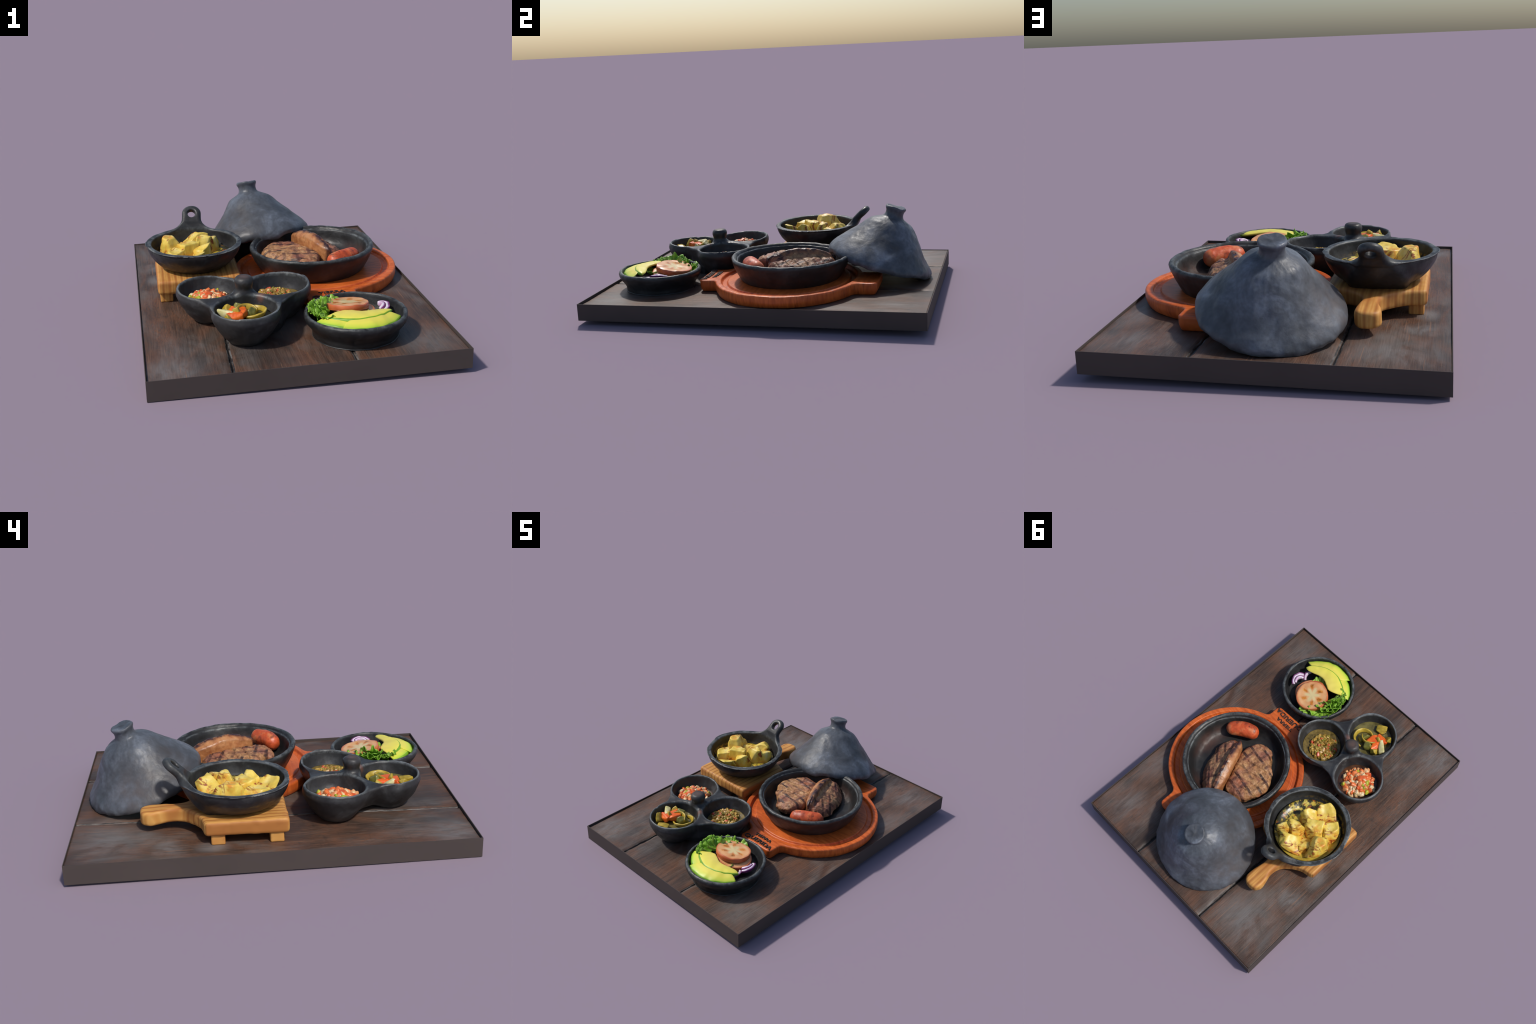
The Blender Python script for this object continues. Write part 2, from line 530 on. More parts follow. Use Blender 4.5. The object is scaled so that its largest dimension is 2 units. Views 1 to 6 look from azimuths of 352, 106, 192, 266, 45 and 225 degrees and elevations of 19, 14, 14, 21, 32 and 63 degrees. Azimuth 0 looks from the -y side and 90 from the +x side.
MAT["steak_a"] = meat_material("grilled_beef", 0.2, 0.06)
MAT["steak_b"] = meat_material("grilled_beef_charred", 0.78, 0.05, (168, 126, 92), 5.0)
k = Nodes("seared_fat_cap")
col = k.ramp(k.noise(20, 4, 0.6, 0.3), [(0.3, lin(144, 88, 50)), (0.55, lin(182, 124, 78)), (0.75, lin(200, 148, 100))])
col = k.mix(k.ramp(k.noise(16, 4, 0.6), [(0.5, 0.0), (0.66, 0.7)]), col, lin(150, 78, 44))
col = k.mix(k.math("MULTIPLY", k.pointiness(0.5, 0.58), k.ramp(k.noise(24, 4), [(0.36, 0.0), (0.58, 1.0)])), col, lin(52, 30, 32))
dot = k.new("VectorMath", operation="DOT_PRODUCT")
k.put(dot.inputs[0], k.co)
dot.inputs[1].default_value = (-0.938, -0.347, 0)
across = k.math("ADD", k.math("SUBTRACT", dot.outputs["Value"], 0.0439), k.math("MULTIPLY", k.math("SUBTRACT", k.noise(26, 3), 0.5), 0.03))
char = k.ramp(k.math("ABSOLUTE", across), [(0.010, 1.0), (0.024, 0.0)])
col = k.mix(k.math("MULTIPLY", char, k.ramp(k.noise(30, 4), [(0.34, 0.25), (0.56, 1.0)])), col, lin(58, 34, 34))
MAT["fat"] = k.done(col, 0.38, k.noise(50, 4), 0.5, 0.005)
k = Nodes("grilled_sausage_skin")
col = k.ramp(k.noise(11, 4, 0.6, 0.5), [(0.3, lin(150, 58, 30)), (0.5, lin(206, 88, 44)), (0.7, lin(216, 138, 88))])
col = k.mix(k.ramp(k.noise(24, 4, 0.6), [(0.56, 0.0), (0.7, 0.85)]), col, lin(66, 34, 28))
col = k.mix(k.ramp(k.voronoi(44), [(0.0, 0.6), (0.12, 0.0)]), col, lin(214, 150, 90))
MAT["sausage"] = k.done(col, 0.42, k.noise(40, 4), 0.4, 0.004, spec=0.5)

k = Nodes("roasted_potato_in_yellow_sauce")
col = k.ramp(k.noise(8, 4, 0.6, 0.5), [(0.3, lin(206, 174, 68)), (0.48, lin(230, 200, 88)), (0.66, lin(236, 220, 150))])
col = k.mix(k.ramp(k.noise(9, 3, 0.6, 0.3, k.mapping((1, 1, 1), (4, 1, 0))), [(0.5, 0.0), (0.66, 0.85)]), col, lin(224, 156, 46))
edge = k.pointiness(0.51, 0.58)
burn = k.ramp(k.noise(14, 3, 0.55, 0.5, k.mapping((1, 1, 1), (9, 3, 2))), [(0.57, 0.0), (0.68, 1.0)])
col = k.mix(k.math("MULTIPLY", burn, 0.7), col, lin(218, 128, 40))
streak = k.ramp(k.noise(9, 3, 0.6, 1.0, k.mapping((1, 1, 1), (1, 6, 2))), [(0.45, 0.0), (0.49, 1.0), (0.51, 1.0), (0.55, 0.0)])
burn2 = k.math("MULTIPLY", streak, k.ramp(k.noise(11, 3, 0.5, 0, k.mapping((1, 1, 1), (4, 4, 9))), [(0.47, 0.0), (0.55, 0.95)]))
col = k.mix(burn2, col, lin(138, 44, 20))
MAT["potato"] = k.done(col, 0.42, k.noise(30, 4), 0.3, 0.005, sss=0.08)
k = Nodes("yellow_herb_sauce")
r = k.noise(26, 4, 0.65)
ring = k.blob((-0.07, 0.06, 0), (0.27, 0.27, 9), 0.35)
col = k.ramp(k.noise(9, 3), [(0.3, lin(160, 134, 40)), (0.5, lin(206, 178, 64)), (0.68, lin(214, 194, 96))])
col = k.mix(k.math("MULTIPLY", k.ramp(r, [(0.46, 1.0), (0.56, 0.0)]), k.ramp(ring, [(0.15, 1.0), (0.6, 0.25)])), col, lin(48, 46, 28))
col = k.mix(k.ramp(k.noise(34, 3, 0.5, 0, k.mapping((1, 1, 1), (5, 5, 5))), [(0.6, 0.0), (0.68, 0.8)]), col, lin(178, 94, 30))
MAT["sauce"] = k.done(col, 0.3, r, 0.3, 0.004)

k = Nodes("avocado_flesh")
dist = k.new("VectorMath", operation="LENGTH")
k.put(dist.inputs[0], k.mapping((1, 1, 0)))
col = k.ramp(dist.outputs["Value"], [(0.12, lin(230, 212, 98)), (0.18, lin(230, 220, 86)), (0.203, lin(206, 216, 72)), (0.22, lin(150, 194, 48))])
col = k.mix(k.ramp(k.noise(14, 3), [(0.5, 0.0), (0.75, 0.35)]), col, lin(206, 190, 70))
MAT["avocado"] = k.done(col, 0.42, k.noise(20, 3), 0.2, 0.004, sss=0.06)
k = Nodes("avocado_skin_side")
MAT["avocado_skin"] = k.done(k.ramp(k.noise(16, 3), [(0.3, lin(88, 140, 24)), (0.7, lin(140, 186, 42))]), 0.45, k.noise(30), 0.2, 0.003)

k = Nodes("tomato_slice_face")
sep = k.new("SeparateXYZ")
k.put(sep.inputs[0], k.co)
ang = k.math("ARCTAN2", sep.outputs[1], sep.outputs[0])
ln = k.new("VectorMath", operation="LENGTH")
k.put(ln.inputs[0], k.mapping((1, 1, 0)))
rr = k.math("ADD", ln.outputs["Value"], k.math("MULTIPLY", k.math("SUBTRACT", k.noise(18, 3), 0.5), 0.03))
star = k.math("MULTIPLY", k.math("COSINE", k.math("ADD", k.math("MULTIPLY", ang, 6.0), k.math("MULTIPLY", k.noise(12, 2), 6.0))), 0.016)
core = k.ramp(k.math("ADD", rr, star), [(0.028, 1.0), (0.05, 0.0)])
loc = k.math("MULTIPLY", k.ramp(rr, [(0.035, 0.0), (0.05, 1.0)]), k.ramp(rr, [(0.072, 1.0), (0.082, 0.0)]))
loc = k.math("MULTIPLY", loc, k.ramp(k.math("MULTIPLY", star, 30.0), [(0.0, 0.15), (0.35, 1.0)]))
col = k.ramp(k.noise(16, 3), [(0.3, lin(220, 152, 98)), (0.7, lin(230, 180, 128))])
seed = k.ramp(k.noise(44, 3), [(0.35, lin(150, 92, 26)), (0.5, lin(204, 120, 40)), (0.7, lin(222, 160, 80))])
col = k.mix(loc, col, seed)
col = k.mix(core, col, lin(222, 200, 146))
col = k.mix(k.ramp(rr, [(0.094, 0.0), (0.106, 0.9)]), col, lin(210, 116, 74))
MAT["tomato"] = k.done(col, 0.3, k.noise(40, 3), 0.3, 0.003, sss=0.1)
k = Nodes("tomato_skin")
MAT["tomato_skin"] = k.done(k.ramp(k.noise(14, 3), [(0.3, lin(184, 84, 44)), (0.7, lin(214, 122, 74))]), 0.32, sss=0.08)

k = Nodes("lettuce_leaf")
col = k.ramp(k.noise(22, 4, 0.6), [(0.3, lin(84, 138, 24)), (0.5, lin(136, 188, 52)), (0.72, lin(182, 214, 104))])
MAT["lettuce"] = k.done(col, 0.4, k.noise(60, 4), 0.4, 0.003)
tr = k.new("BsdfTranslucent")
k.put(tr.inputs[0], lin(120, 180, 40))
ms = k.new("MixShader")
ms.inputs[0].default_value = 0.2
k.t.links.new(k.bsdf.outputs[0], ms.inputs[1])
k.t.links.new(tr.outputs[0], ms.inputs[2])
k.t.links.new(ms.outputs[0], k.t.nodes["Material Output"].inputs[0])

k = Nodes("red_onion_flesh")
MAT["onion"] = k.done(k.ramp(k.noise(18, 3), [(0.35, lin(196, 150, 190)), (0.55, lin(222, 208, 222))]), 0.35, sss=0.1)
k = Nodes("red_onion_skin")
MAT["onion_skin"] = k.done(k.ramp(k.noise(14, 3), [(0.35, lin(84, 22, 74)), (0.65, lin(140, 56, 126))]), 0.35)


def bit(name, a, b, c=None, rough=0.35, scale=18):
    k = Nodes(name)
    s = [(0.32, lin(*a)), (0.6, lin(*b))] + ([(0.75, lin(*c))] if c else [])
    return k.done(k.ramp(k.noise(scale, 3), s), rough, k.noise(50, 3), 0.25, 0.003, sss=0.05)


MAT["b_tomato"] = bit("diced_tomato", (206, 78, 34), (230, 124, 64), (236, 168, 112))
MAT["b_onion"] = bit("diced_onion", (220, 172, 112), (232, 210, 168))
MAT["b_pink"] = bit("diced_pale_tomato", (212, 124, 72), (230, 170, 116))
MAT["b_herb"] = bit("chopped_herb", (132, 140, 34), (196, 196, 60))
MAT["b_ochre"] = bit("chopped_relish_vegetable", (130, 98, 34), (178, 142, 62), (200, 170, 96))
MAT["b_olive"] = bit("chopped_green_pepper", (96, 92, 26), (142, 128, 46))
MAT["b_red"] = bit("chopped_red_pepper", (176, 56, 36), (206, 92, 60))
MAT["carrot"] = bit("carrot_slice", (212, 78, 20), (238, 112, 36))
MAT["pickle"] = bit("pickled_pepper", (152, 130, 36), (194, 166, 62), (206, 186, 98))
MAT["pickle_green"] = bit("pickled_green_chilli", (96, 98, 38), (136, 132, 62))
MAT["cauliflower"] = bit("pickled_cauliflower", (190, 180, 110), (224, 216, 164))
k = Nodes("olive_relish_brine")
MAT["brine_a"] = k.done(k.ramp(k.noise(24, 4, 0.65), [(0.35, lin(72, 60, 26)), (0.6, lin(128, 108, 56))]), 0.25, k.noise(40, 3), 0.3, 0.003)
k = Nodes("pickle_brine")
MAT["brine_b"] = k.done(k.ramp(k.noise(14, 3), [(0.35, lin(70, 64, 36)), (0.65, lin(122, 114, 66))]), 0.18)
k = Nodes("salsa_juice")
MAT["brine_c"] = k.done(k.ramp(k.noise(14, 3), [(0.35, lin(46, 32, 24)), (0.65, lin(92, 58, 36))]), 0.18)

# ------------------------------------------------------------------ plank board
CORN = {"mm": (-0.734, -0.985), "pm": (0.757, -0.998), "pp": (0.737, 0.982), "mp": (-0.756, 0.998)}
TOPZ = {"mm": 0.0995, "pm": 0.1205, "pp": 0.1325, "mp": 0.1115}
BOTZ = {"mm": 0.0, "pm": 0.0225, "pp": 0.034, "mp": 0.012}
board = thing("plank_board", (0, 0, 0), "dark stained plank board with plain grey-brown sides", "serving board")


def build_frame():
    order = ["mm", "pm", "pp", "mp"]
    wall = 0.0035
    V = []
    for ring in range(5):
        for c in order:
            x, y = CORN[c]
            sx, sy = (1 if x > 0 else -1), (1 if y > 0 else -1)
            if ring == 0:
                V.append((x, y, BOTZ[c]))
            elif ring == 1:
                V.append((x, y, TOPZ[c]))
            elif ring == 2:
                V.append((x - sx * wall, y - sy * wall, TOPZ[c]))
            elif ring == 3:
                V.append((x - sx * wall, y - sy * wall, surf(x, y) - 0.03))
    V = V[:16]
    F = [[3, 2, 1, 0], [12, 13, 14, 15]]
    for a, b in ((0, 4), (4, 8), (8, 12)):
        for i in range(4):
            j = (i + 1) % 4
            F.append([a + i, a + j, b + j, b + i])
    mesh_obj("board_side", V, F, MAT["frame"], (0, 0, 0), board, smooth=False)


build_frame()


def plank_edges(x, y):
    """x of the two seams at this y"""
    t = (y + 0.985) / 1.97
    return -0.345 + 0.04 * t, 0.224 + 0.05 * t


def build_planks():
    ny = 260
    ys = np.linspace(0, 1, ny)
    left_edge = lambda y: CORN["mm"][0] + (CORN["mp"][0] - CORN["mm"][0]) * (y + 0.985) / 1.98 + 0.0045
    right_edge = lambda y: CORN["pm"][0] + (CORN["pp"][0] - CORN["pm"][0]) * (y + 0.998) / 1.98 - 0.0045
    for n in range(3):
        nx = 60
        rows_top, rows_bot = [], []
        V, F = [], []
        us = np.concatenate([[0, 0.012, 0.03], np.linspace(0.06, 0.94, nx - 6), [0.97, 0.988, 1]])
        for y01 in ys:
            for u in us:
                ya = -0.985 + y01 * 1.97
                gx = plank_edges(0, ya)
                a, b = [(left_edge(ya), gx[0] - 0.004), (gx[0] + 0.004, gx[1] - 0.0035), (gx[1] + 0.0035, right_edge(ya))][n]
                x = a + u * (b - a)
                y0 = CORN["mm"][1] + (CORN["pm"][1] - CORN["mm"][1]) * (x + 0.734) / 1.491 + 0.0045
                y1 = CORN["mp"][1] + (CORN["pp"][1] - CORN["mp"][1]) * (x + 0.756) / 1.493 - 0.0045
                y = y0 + y01 * (y1 - y0)
                V.append((x, y, surf(x, y)))
        V = V3(V)
        flat = V * [1, 0.12, 1]
        V[:, 2] += 0.0012 * fbm(flat, 14, 5 + n, 3) + 0.002 * vnoise(V, 3, 40 + n)
        U = np.tile(us, ny)
        for edge, has in ((U, n > 0), (1 - U, n < 2)):
            if has:
                w = sstep(0.035, 0.0, edge)
                V[:, 2] -= w * (0.006 + 0.003 * vnoise(V, 25, 9))
                V[:, 0] += (w * 0.002 * vnoise(V, 30, 3 + n)) * np.where(edge is U, 1, 1)
        m = len(us)
        top = len(V)
        low = V.copy()
        low[:, 2] -= 0.02
        for j in range(ny - 1):
            for i in range(m - 1):
                a = j * m + i
                F.append([a, a + 1, a + m + 1, a + m])
        ring = [i for i in range(m)] + [j * m + m - 1 for j in range(1, ny)] + [(ny - 1) * m + i for i in range(m - 2, -1, -1)] + [j * m for j in range(ny - 2, 0, -1)]
        base = len(V)
        V = np.vstack([V, low[ring]])
        r = len(ring)
        for i in range(r):
            F.append([ring[i], base + i, base + (i + 1) % r, ring[(i + 1) % r]])
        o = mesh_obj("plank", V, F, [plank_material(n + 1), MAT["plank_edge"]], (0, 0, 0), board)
        idx = np.zeros(len(o.data.polygons), int)
        cols = np.arange((ny - 1) * (m - 1)) % (m - 1)
        idx[:len(cols)][((cols == 0) & (n > 0)) | ((cols == m - 2) & (n < 2))] = 1
        o.data.polygons.foreach_set("material_index", idx)
    # dark filler strips seen down the seams, chipped and uneven
    for n in range(2):
        V, F = [], []
        rows = 220
        for j in range(rows):
            y = -0.975 + 1.95 * j / (rows - 1)
            x = plank_edges(0, y)[n]
            z = surf(x, y)
            V += [(x - 0.012, y, z - 0.018), (x - 0.006, y, z - 0.0105), (x + 0.006, y, z - 0.0105), (x + 0.012, y, z - 0.018)]
        V = V3(V)
        V[:, 2] += 0.003 * fbm(V, 30, n, 3)
        F = [[4 * j + i, 4 * j + i + 1, 4 * j + i + 5, 4 * j + i + 4] for j in range(rows - 1) for i in range(3)]
        mesh_obj("seam_filler", V, F, MAT["gap"], (0, 0, 0), board)


build_planks()

# ------------------------------------------------------------------ orange serving plate
PC = V3([0.26, 0.137])


def plate_outline(x, y):
    px, py = x - PC[0], y - PC[1]
    rx, ry = 0.457, 0.434
    q = np.sqrt((px / rx) ** 2 + (py / ry) ** 2)
    d = (q - 1) * 0.44
    # tabs: rounded blocks at both ends
    for s, cx in ((-1, 0.262), (1, 0.262)):
        lo_half = 0.135
        bx = np.abs(x - cx - 0.01 * s) - lo_half + 0.03
        cy = -0.30 if s < 0 else 0.575
        by = np.abs(y - cy) - (0.085 if s < 0 else 0.10) + 0.03
        b = np.sqrt(np.maximum(bx, 0) ** 2 + np.maximum(by, 0) ** 2) + np.minimum(np.maximum(bx, by), 0) - 0.03
        d = smin(d, b, 0.035)
    return d, q


def plate_field(P):
    x, y = P[:, 0], P[:, 1]
    h = P[:, 2] - surf(x, y)
    d, q = plate_outline(x, y)
    d = d + 0.014 * np.clip(1 - h / 0.04, 0, 1) ** 2
    rho = q * 0.442
    w = 0.004 * vnoise(P * [1, 1, 0], 9, 3) + 0.0015 * vnoise(P * [1, 1, 0], 40, 4)
    rim = 0.071 + 0.5 * w
    top = rim - (rim - 0.052) * sstep(0.410, 0.400, rho)
    top = top + 0.012 * sstep(0.374, 0.366, rho)
    d = d + 0.4 * w
    return smax(smax(d, h - top, 0.012), 0.001 - h, 0.006) * 0.8


V, F = nets(plate_field, (-0.21, -0.42, 0.085), (0.735, 0.70, 0.195), 0.0052)
plate = thing("serving_plate", (0.26, 0.137, 0.11), "round orange wooden underplate with two handle tabs", "plate")
mesh_obj("plate_body", V, F, MAT["plate"], (0.26, 0.137, 0.11), plate)


def lettering(text, x, y, width, height, arc):
    cu = bpy.data.curves.new("lettering", "FONT")
    cu.body, cu.size, cu.align_x, cu.extrude = text, 0.05, "CENTER", 0.0012
    cu.offset = 0.0005
    tmp = bpy.data.objects.new("lettering_tmp", cu)
    bpy.context.scene.collection.objects.link(tmp)
    bpy.context.view_layer.update()
    me = bpy.data.meshes.new_from_object(tmp.evaluated_get(bpy.context.evaluated_depsgraph_get()))
    bpy.data.objects.remove(tmp)
    P = np.empty(len(me.vertices) * 3)
    me.vertices.foreach_get("co", P)
    P = P.reshape(-1, 3)
    lo, hi = P.min(0), P.max(0)
    u = (P[:, 0] - (lo[0] + hi[0]) / 2) / (hi[0] - lo[0]) * width
    wx = x + u
    wy = y + (P[:, 1] / 0.035) * height - arc * u ** 2
    wz = surf(wx, wy) + 0.0745 + P[:, 2] * 2
    Q = np.stack([wx, wy, wz], 1) - V3([0.26, 0.137, 0.11])
    me.vertices.foreach_set("co", Q.ravel())
    me.materials.append(MAT["letter"])
    me.update()
    return link("lettering", me, parent=plate)


lettering("QUERIDA", 0.259, -0.366, 0.232, 0.031, 0.7)
lettering("TIERRA", 0.256, -0.317, 0.14, 0.023, 0.5)

# ------------------------------------------------------------------ big meat bowl
BC = V3([0.243, 0.144, 0.166])
prof = spline([(0, 0.002), (0.25, 0.002), (0.284, 0.006), (0.304, 0.03), (0.322, 0.062), (0.337, 0.096), (0.346, 0.122), (0.347, 0.135), (0.341, 0.143), (0.332, 0.144),
               (0.322, 0.138), (0.317, 0.130), (0.311, 0.126), (0.305, 0.112), (0.295, 0.078), (0.275, 0.051), (0.238, 0.036), (0.12, 0.031), (0, 0.031)], 80)


def bowl_warp(V):
    r = np.hypot(V[:, 0], V[:, 1])
    up = sstep(0.09, 0.14, V[:, 2]) * sstep(0.28, 0.31, r)
    n = fbm(V, 8, 11, 2)
    V[:, :2] *= (1 + 0.006 * n)[:, None]
    V[:, 2] += up * (0.003 * vnoise(V, 7, 5) + 0.0015 * vnoise(V, 30, 6))
    V += 0.0012 * np.stack([fbm(V, 35, s, 2) for s in (1, 2, 3)], 1)
    V[:, 2] += (0.018 * V[:, 0] - 0.002 * V[:, 1]) * sstep(0.0, 0.1, V[:, 2])
    return V


V, F = lathe(prof, 200, bowl_warp)
mesh_obj("clay_bowl", V + BC, F, MAT["bowl"], BC, label="wide black clay bowl with a stepped rim", category="bowl")

# ------------------------------------------------------------------ salad bowl
SC = V3([0.29, -0.665, surf(0.29, -0.665)])
prof = spline([(0, 0.001), (0.19, 0.001), (0.208, 0.006), (0.211, 0.03), (0.224, 0.052), (0.241, 0.075), (0.249, 0.095), (0.248, 0.11), (0.24, 0.118),
               (0.231, 0.117), (0.226, 0.108), (0.22, 0.09), (0.208, 0.06), (0.185, 0.04), (0.1, 0.032), (0, 0.031)], 64)


def salad_warp(V):
    V[:, :2] *= (1 + 0.007 * fbm(V, 8, 21, 2))[:, None]
    V[:, 2] += sstep(0.08, 0.118, V[:, 2]) * 0.0025 * vnoise(V, 9, 8)
    V += 0.0012 * np.stack([fbm(V, 35, s, 2) for s in (4, 5, 6)], 1)
    V[:, 2] += 0.012 * V[:, 0] + 0.003 * V[:, 1]
    return V


V, F = lathe(prof, 160, salad_warp)
mesh_obj("salad_bowl", V + SC, F, MAT["salad_bowl"], SC, label="small black clay bowl holding a salad", category="bowl")

# ------------------------------------------------------------------ conical lid
LO = V3([-0.008, 0.642, 0.213])
axis = V3([-0.10, 0.285, 1.0])
axis /= np.linalg.norm(axis)
e1 = np.cross([0, 1, 0], axis)
e1 /= np.linalg.norm(e1)
e2 = np.cross(axis, e1)
lid_out = spline([(0.300, -0.014), (0.314, -0.010), (0.321, 0.008), (0.316, 0.029), (0.296, 0.056), (0.262, 0.094), (0.223, 0.138), (0.183, 0.183),
                  (0.154, 0.218), (0.125, 0.247), (0.088, 0.266), (0.063, 0.279), (0.054, 0.296), (0.054, 0.315), (0.0605, 0.331), (0.0605, 0.339), (0.055, 0.3435), (0.044, 0.3435), (0.02, 0.342), (0, 0.343)], 90)
lid_in = spline([(0, 0.225), (0.05, 0.222), (0.10, 0.2), (0.16, 0.145), (0.22, 0.085), (0.27, 0.03), (0.292, 0.0), (0.300, -0.014)], 24)


def lid_warp(V):
    th = np.arctan2(V[:, 1], V[:, 0])
    s = V[:, 2]
    bump = np.exp(-((s - 0.09) / 0.08) ** 2)
    f = 1 + 0.05 * bump * np.cos(th + PI / 2) + 0.05 * np.exp(-((s - 0.11) / 0.1) ** 2) * np.cos(th) - 0.012 * bump + 0.02 * np.cos(2 * th + 0.7) * sstep(0.3, 0.0, s)
    f = f + np.exp(-((s - 0.18) / 0.08) ** 2) * (0.025 * np.cos(th) - 0.06 * np.cos(th) ** 2)
    f = f - 0.03 * np.exp(-((s - 0.07) / 0.06) ** 2) * np.maximum(-np.cos(th), 0)
    V[:, :2] *= f[:, None]
    V += 0.0018 * np.stack([fbm(V, 7, q, 2) for q in (31, 32, 33)], 1)
    rough = (0.5 + 0.5 * sstep(-0.1, 0.25, V[:, 1]))
    rad = V / np.maximum(np.linalg.norm(V, axis=1), 1e-6)[:, None]
    V += rad * (rough * 0.003 * fbm(V, 26, 36, 4))[:, None]
    low = sstep(0.05, 0.0, s) * sstep(0.26, 0.3, np.hypot(V[:, 0], V[:, 1]))
    V[:, 2] += low * 0.008 * fbm(V, 9, 37, 3)
    k = sstep(0.27, 0.34, s)
    V[:, 2] += k * (0.004 * vnoise(V, 22, 38))
    return V


V, F = lathe(np.vstack([lid_in[:-1], lid_out]), 180, lid_warp)
s_local = V[:, 2].copy()
V = LO + V[:, :1] * e1 + V[:, 1:2] * e2 + V[:, 2:] * axis
Fq = [f if len(f) == 4 else f + [f[-1]] for f in F]
lid = thing("clay_lid", LO, "conical smoked clay lid with a stubby knob", "pot lid")


def split_any(V, F, regions, origin, parent):
    me = to_mesh("tmp", V, F)
    N = np.empty(len(me.vertices) * 3)
    me.vertices.foreach_get("normal", N)
    N = N.reshape(-1, 3)
    bpy.data.meshes.remove(me)
    C = V3([V[f].mean(0) for f in F])
    left = np.ones(len(F), bool)
    for name, test, mat in regions:
        sel = left & test(C)
        left &= ~sel
        fs = [F[i] for i in np.flatnonzero(sel)]
        used = np.unique(np.concatenate([V3(f) for f in fs])).astype(int)
        mp = {u: i for i, u in enumerate(used)}
        o = mesh_obj(name, V[used], [[mp[i] for i in f] for f in fs], mat, origin, parent)
        if len(o.data.vertices) == len(used):
            o.data.normals_split_custom_set_from_vertices(N[used].tolist())


split_any(V, F, [("knob", lambda C: (C - LO) @ axis > 0.27, MAT["lid"]), ("lid_cone", lambda C: np.ones(len(C), bool), MAT["lid"])], LO, lid)

# ------------------------------------------------------------------ triple sauce pot
CUPS = {"relish": (-0.038, -0.361, 0.1700), "pickle": (-0.237, -0.631, 0.1680), "salsa": (-0.387, -0.332, 0.1775)}
KN = (-0.220, -0.444)
cup_out = revolved(spline([(0, 0.0), (0.066, 0.0), (0.088, 0.012), (0.12, 0.047), (0.149, 0.09), (0.168, 0.13), (0.166, 0.155), (0.160, 0.168), (0.15, 0.172), (0, 0.172)], 60))
cup_in = revolved(spline([(0, 0.055), (0.07, 0.058), (0.110, 0.078), (0.132, 0.11), (0.144, 0.145), (0.150, 0.176), (0.156, 0.21), (0.12, 0.24), (0, 0.24)], 60))


CUP_SKIRT = Lookup2D(V3([(-0.085, -0.40), (-0.015, -0.49), (-0.06, -0.58), (-0.13, -0.62), (-0.21, -0.58)]), 0.25, 0.004)
CUP_TRI = Lookup2D(V3([c[:2] for c in CUPS.values()]), 0.25, 0.004)


def pots_field(P):
    x, y = P[:, 0], P[:, 1]
    h = P[:, 2] - surf(x, y)
    body = cav = None
    for cx, cy, hr in CUPS.values():
        r = np.hypot(x - cx, y - cy)
        ox, oy = cx - KN[0], cy - KN[1]
        out = ((x - cx) * ox + (y - cy) * oy) / math.hypot(ox, oy)
        hh = h - (hr - 0.172) - 0.065 * out * sstep(0.03, 0.15, h)
        o = cup_out(r, hh)
        c = cup_in(r, hh)
        body = o if body is None else smin(body, o, 0.05)
        cav = c if cav is None else np.minimum(cav, c)
    rk = np.hypot(x - KN[0], y - KN[1])
    reach = 0.128 - 0.09 * np.clip((0.165 - h) / 0.15, 0, 1) ** 1.15
    web = smax(CUP_TRI(x, y) - reach, np.maximum(h - 0.166, 0.03 - h), 0.02)
    body = smin(body, web, 0.035)
    skirt = smax(CUP_SKIRT(x, y) + 0.25 * np.clip(0.05 - h, 0, 1), h - 0.125, 0.03)
    body = smin(body, skirt, 0.03)
    body = smax(body, h - 0.171 - 0.05 * np.exp(-(rk / 0.07) ** 2) - 0.006 - 0.065 * np.clip(rk - 0.19, 0, 1), 0.014)
    d = smax(body, -cav, 0.012)
    kz = 0.0475 - 0.006 * np.exp(-((h - 0.2) / 0.02) ** 2)
    knob = smax(rk - kz, h - 0.258, 0.028)
    knob = smax(knob, 0.1 - h, 0.01)
    d = smin(d, knob, 0.03)
    d = smax(d, 0.001 - h, 0.006)
    return d + 0.0022 * vnoise(P, 11, 2) + 0.0009 * vnoise(P, 34, 3)


PO = (KN[0], KN[1], surf(*KN))
V, F = nets(pots_field, (-0.57, -0.82, 0.088), (0.15, -0.14, 0.375), 0.005)
pots = thing("triple_sauce_pot", PO, "three joined black clay sauce cups with knob", "sauce dish")
knob_test = lambda C: (np.hypot(C[:, 0] - KN[0], C[:, 1] - KN[1]) < 0.06) & (C[:, 2] > PO[2] + 0.195)
near = lambda n: (lambda C: np.argmin([np.hypot(C[:, 0] - c[0], C[:, 1] - c[1]) for c in CUPS.values()], 0) == n)
split_regions(V, F, [("knob", knob_test, MAT["pots"]), ("cup", near(0), MAT["pots"]), ("cup", near(1), MAT["pots"]), ("cup", None, MAT["pots"])], PO, pots)

# ------------------------------------------------------------------ pan with looped handle
NC = V3([-0.418, 0.164, 0.222])
pan_out = revolved(spline([(0, 0.001), (0.13, 0.001), (0.162, 0.007), (0.2, 0.03), (0.230, 0.062), (0.250, 0.095), (0.2585, 0.12), (0.2575, 0.134), (0.249, 0.141), (0, 0.141)], 60))
pan_in = revolved(spline([(0, 0.018), (0.12, 0.020), (0.17, 0.034), (0.211, 0.058), (0.229, 0.094), (0.236, 0.14), (0.24, 0.20), (0.1, 0.3), (0, 0.3)], 60))
H0, H1 = V3([-0.415, 0.378, 0.328]), V3([-0.405, 0.478, 0.429])
hd = (H1 - H0) / np.linalg.norm(H1 - H0)
hx = V3([1.0, 0, 0]) - hd * hd[0]
hx /= np.linalg.norm(hx)
hn = np.cross(hx, hd)


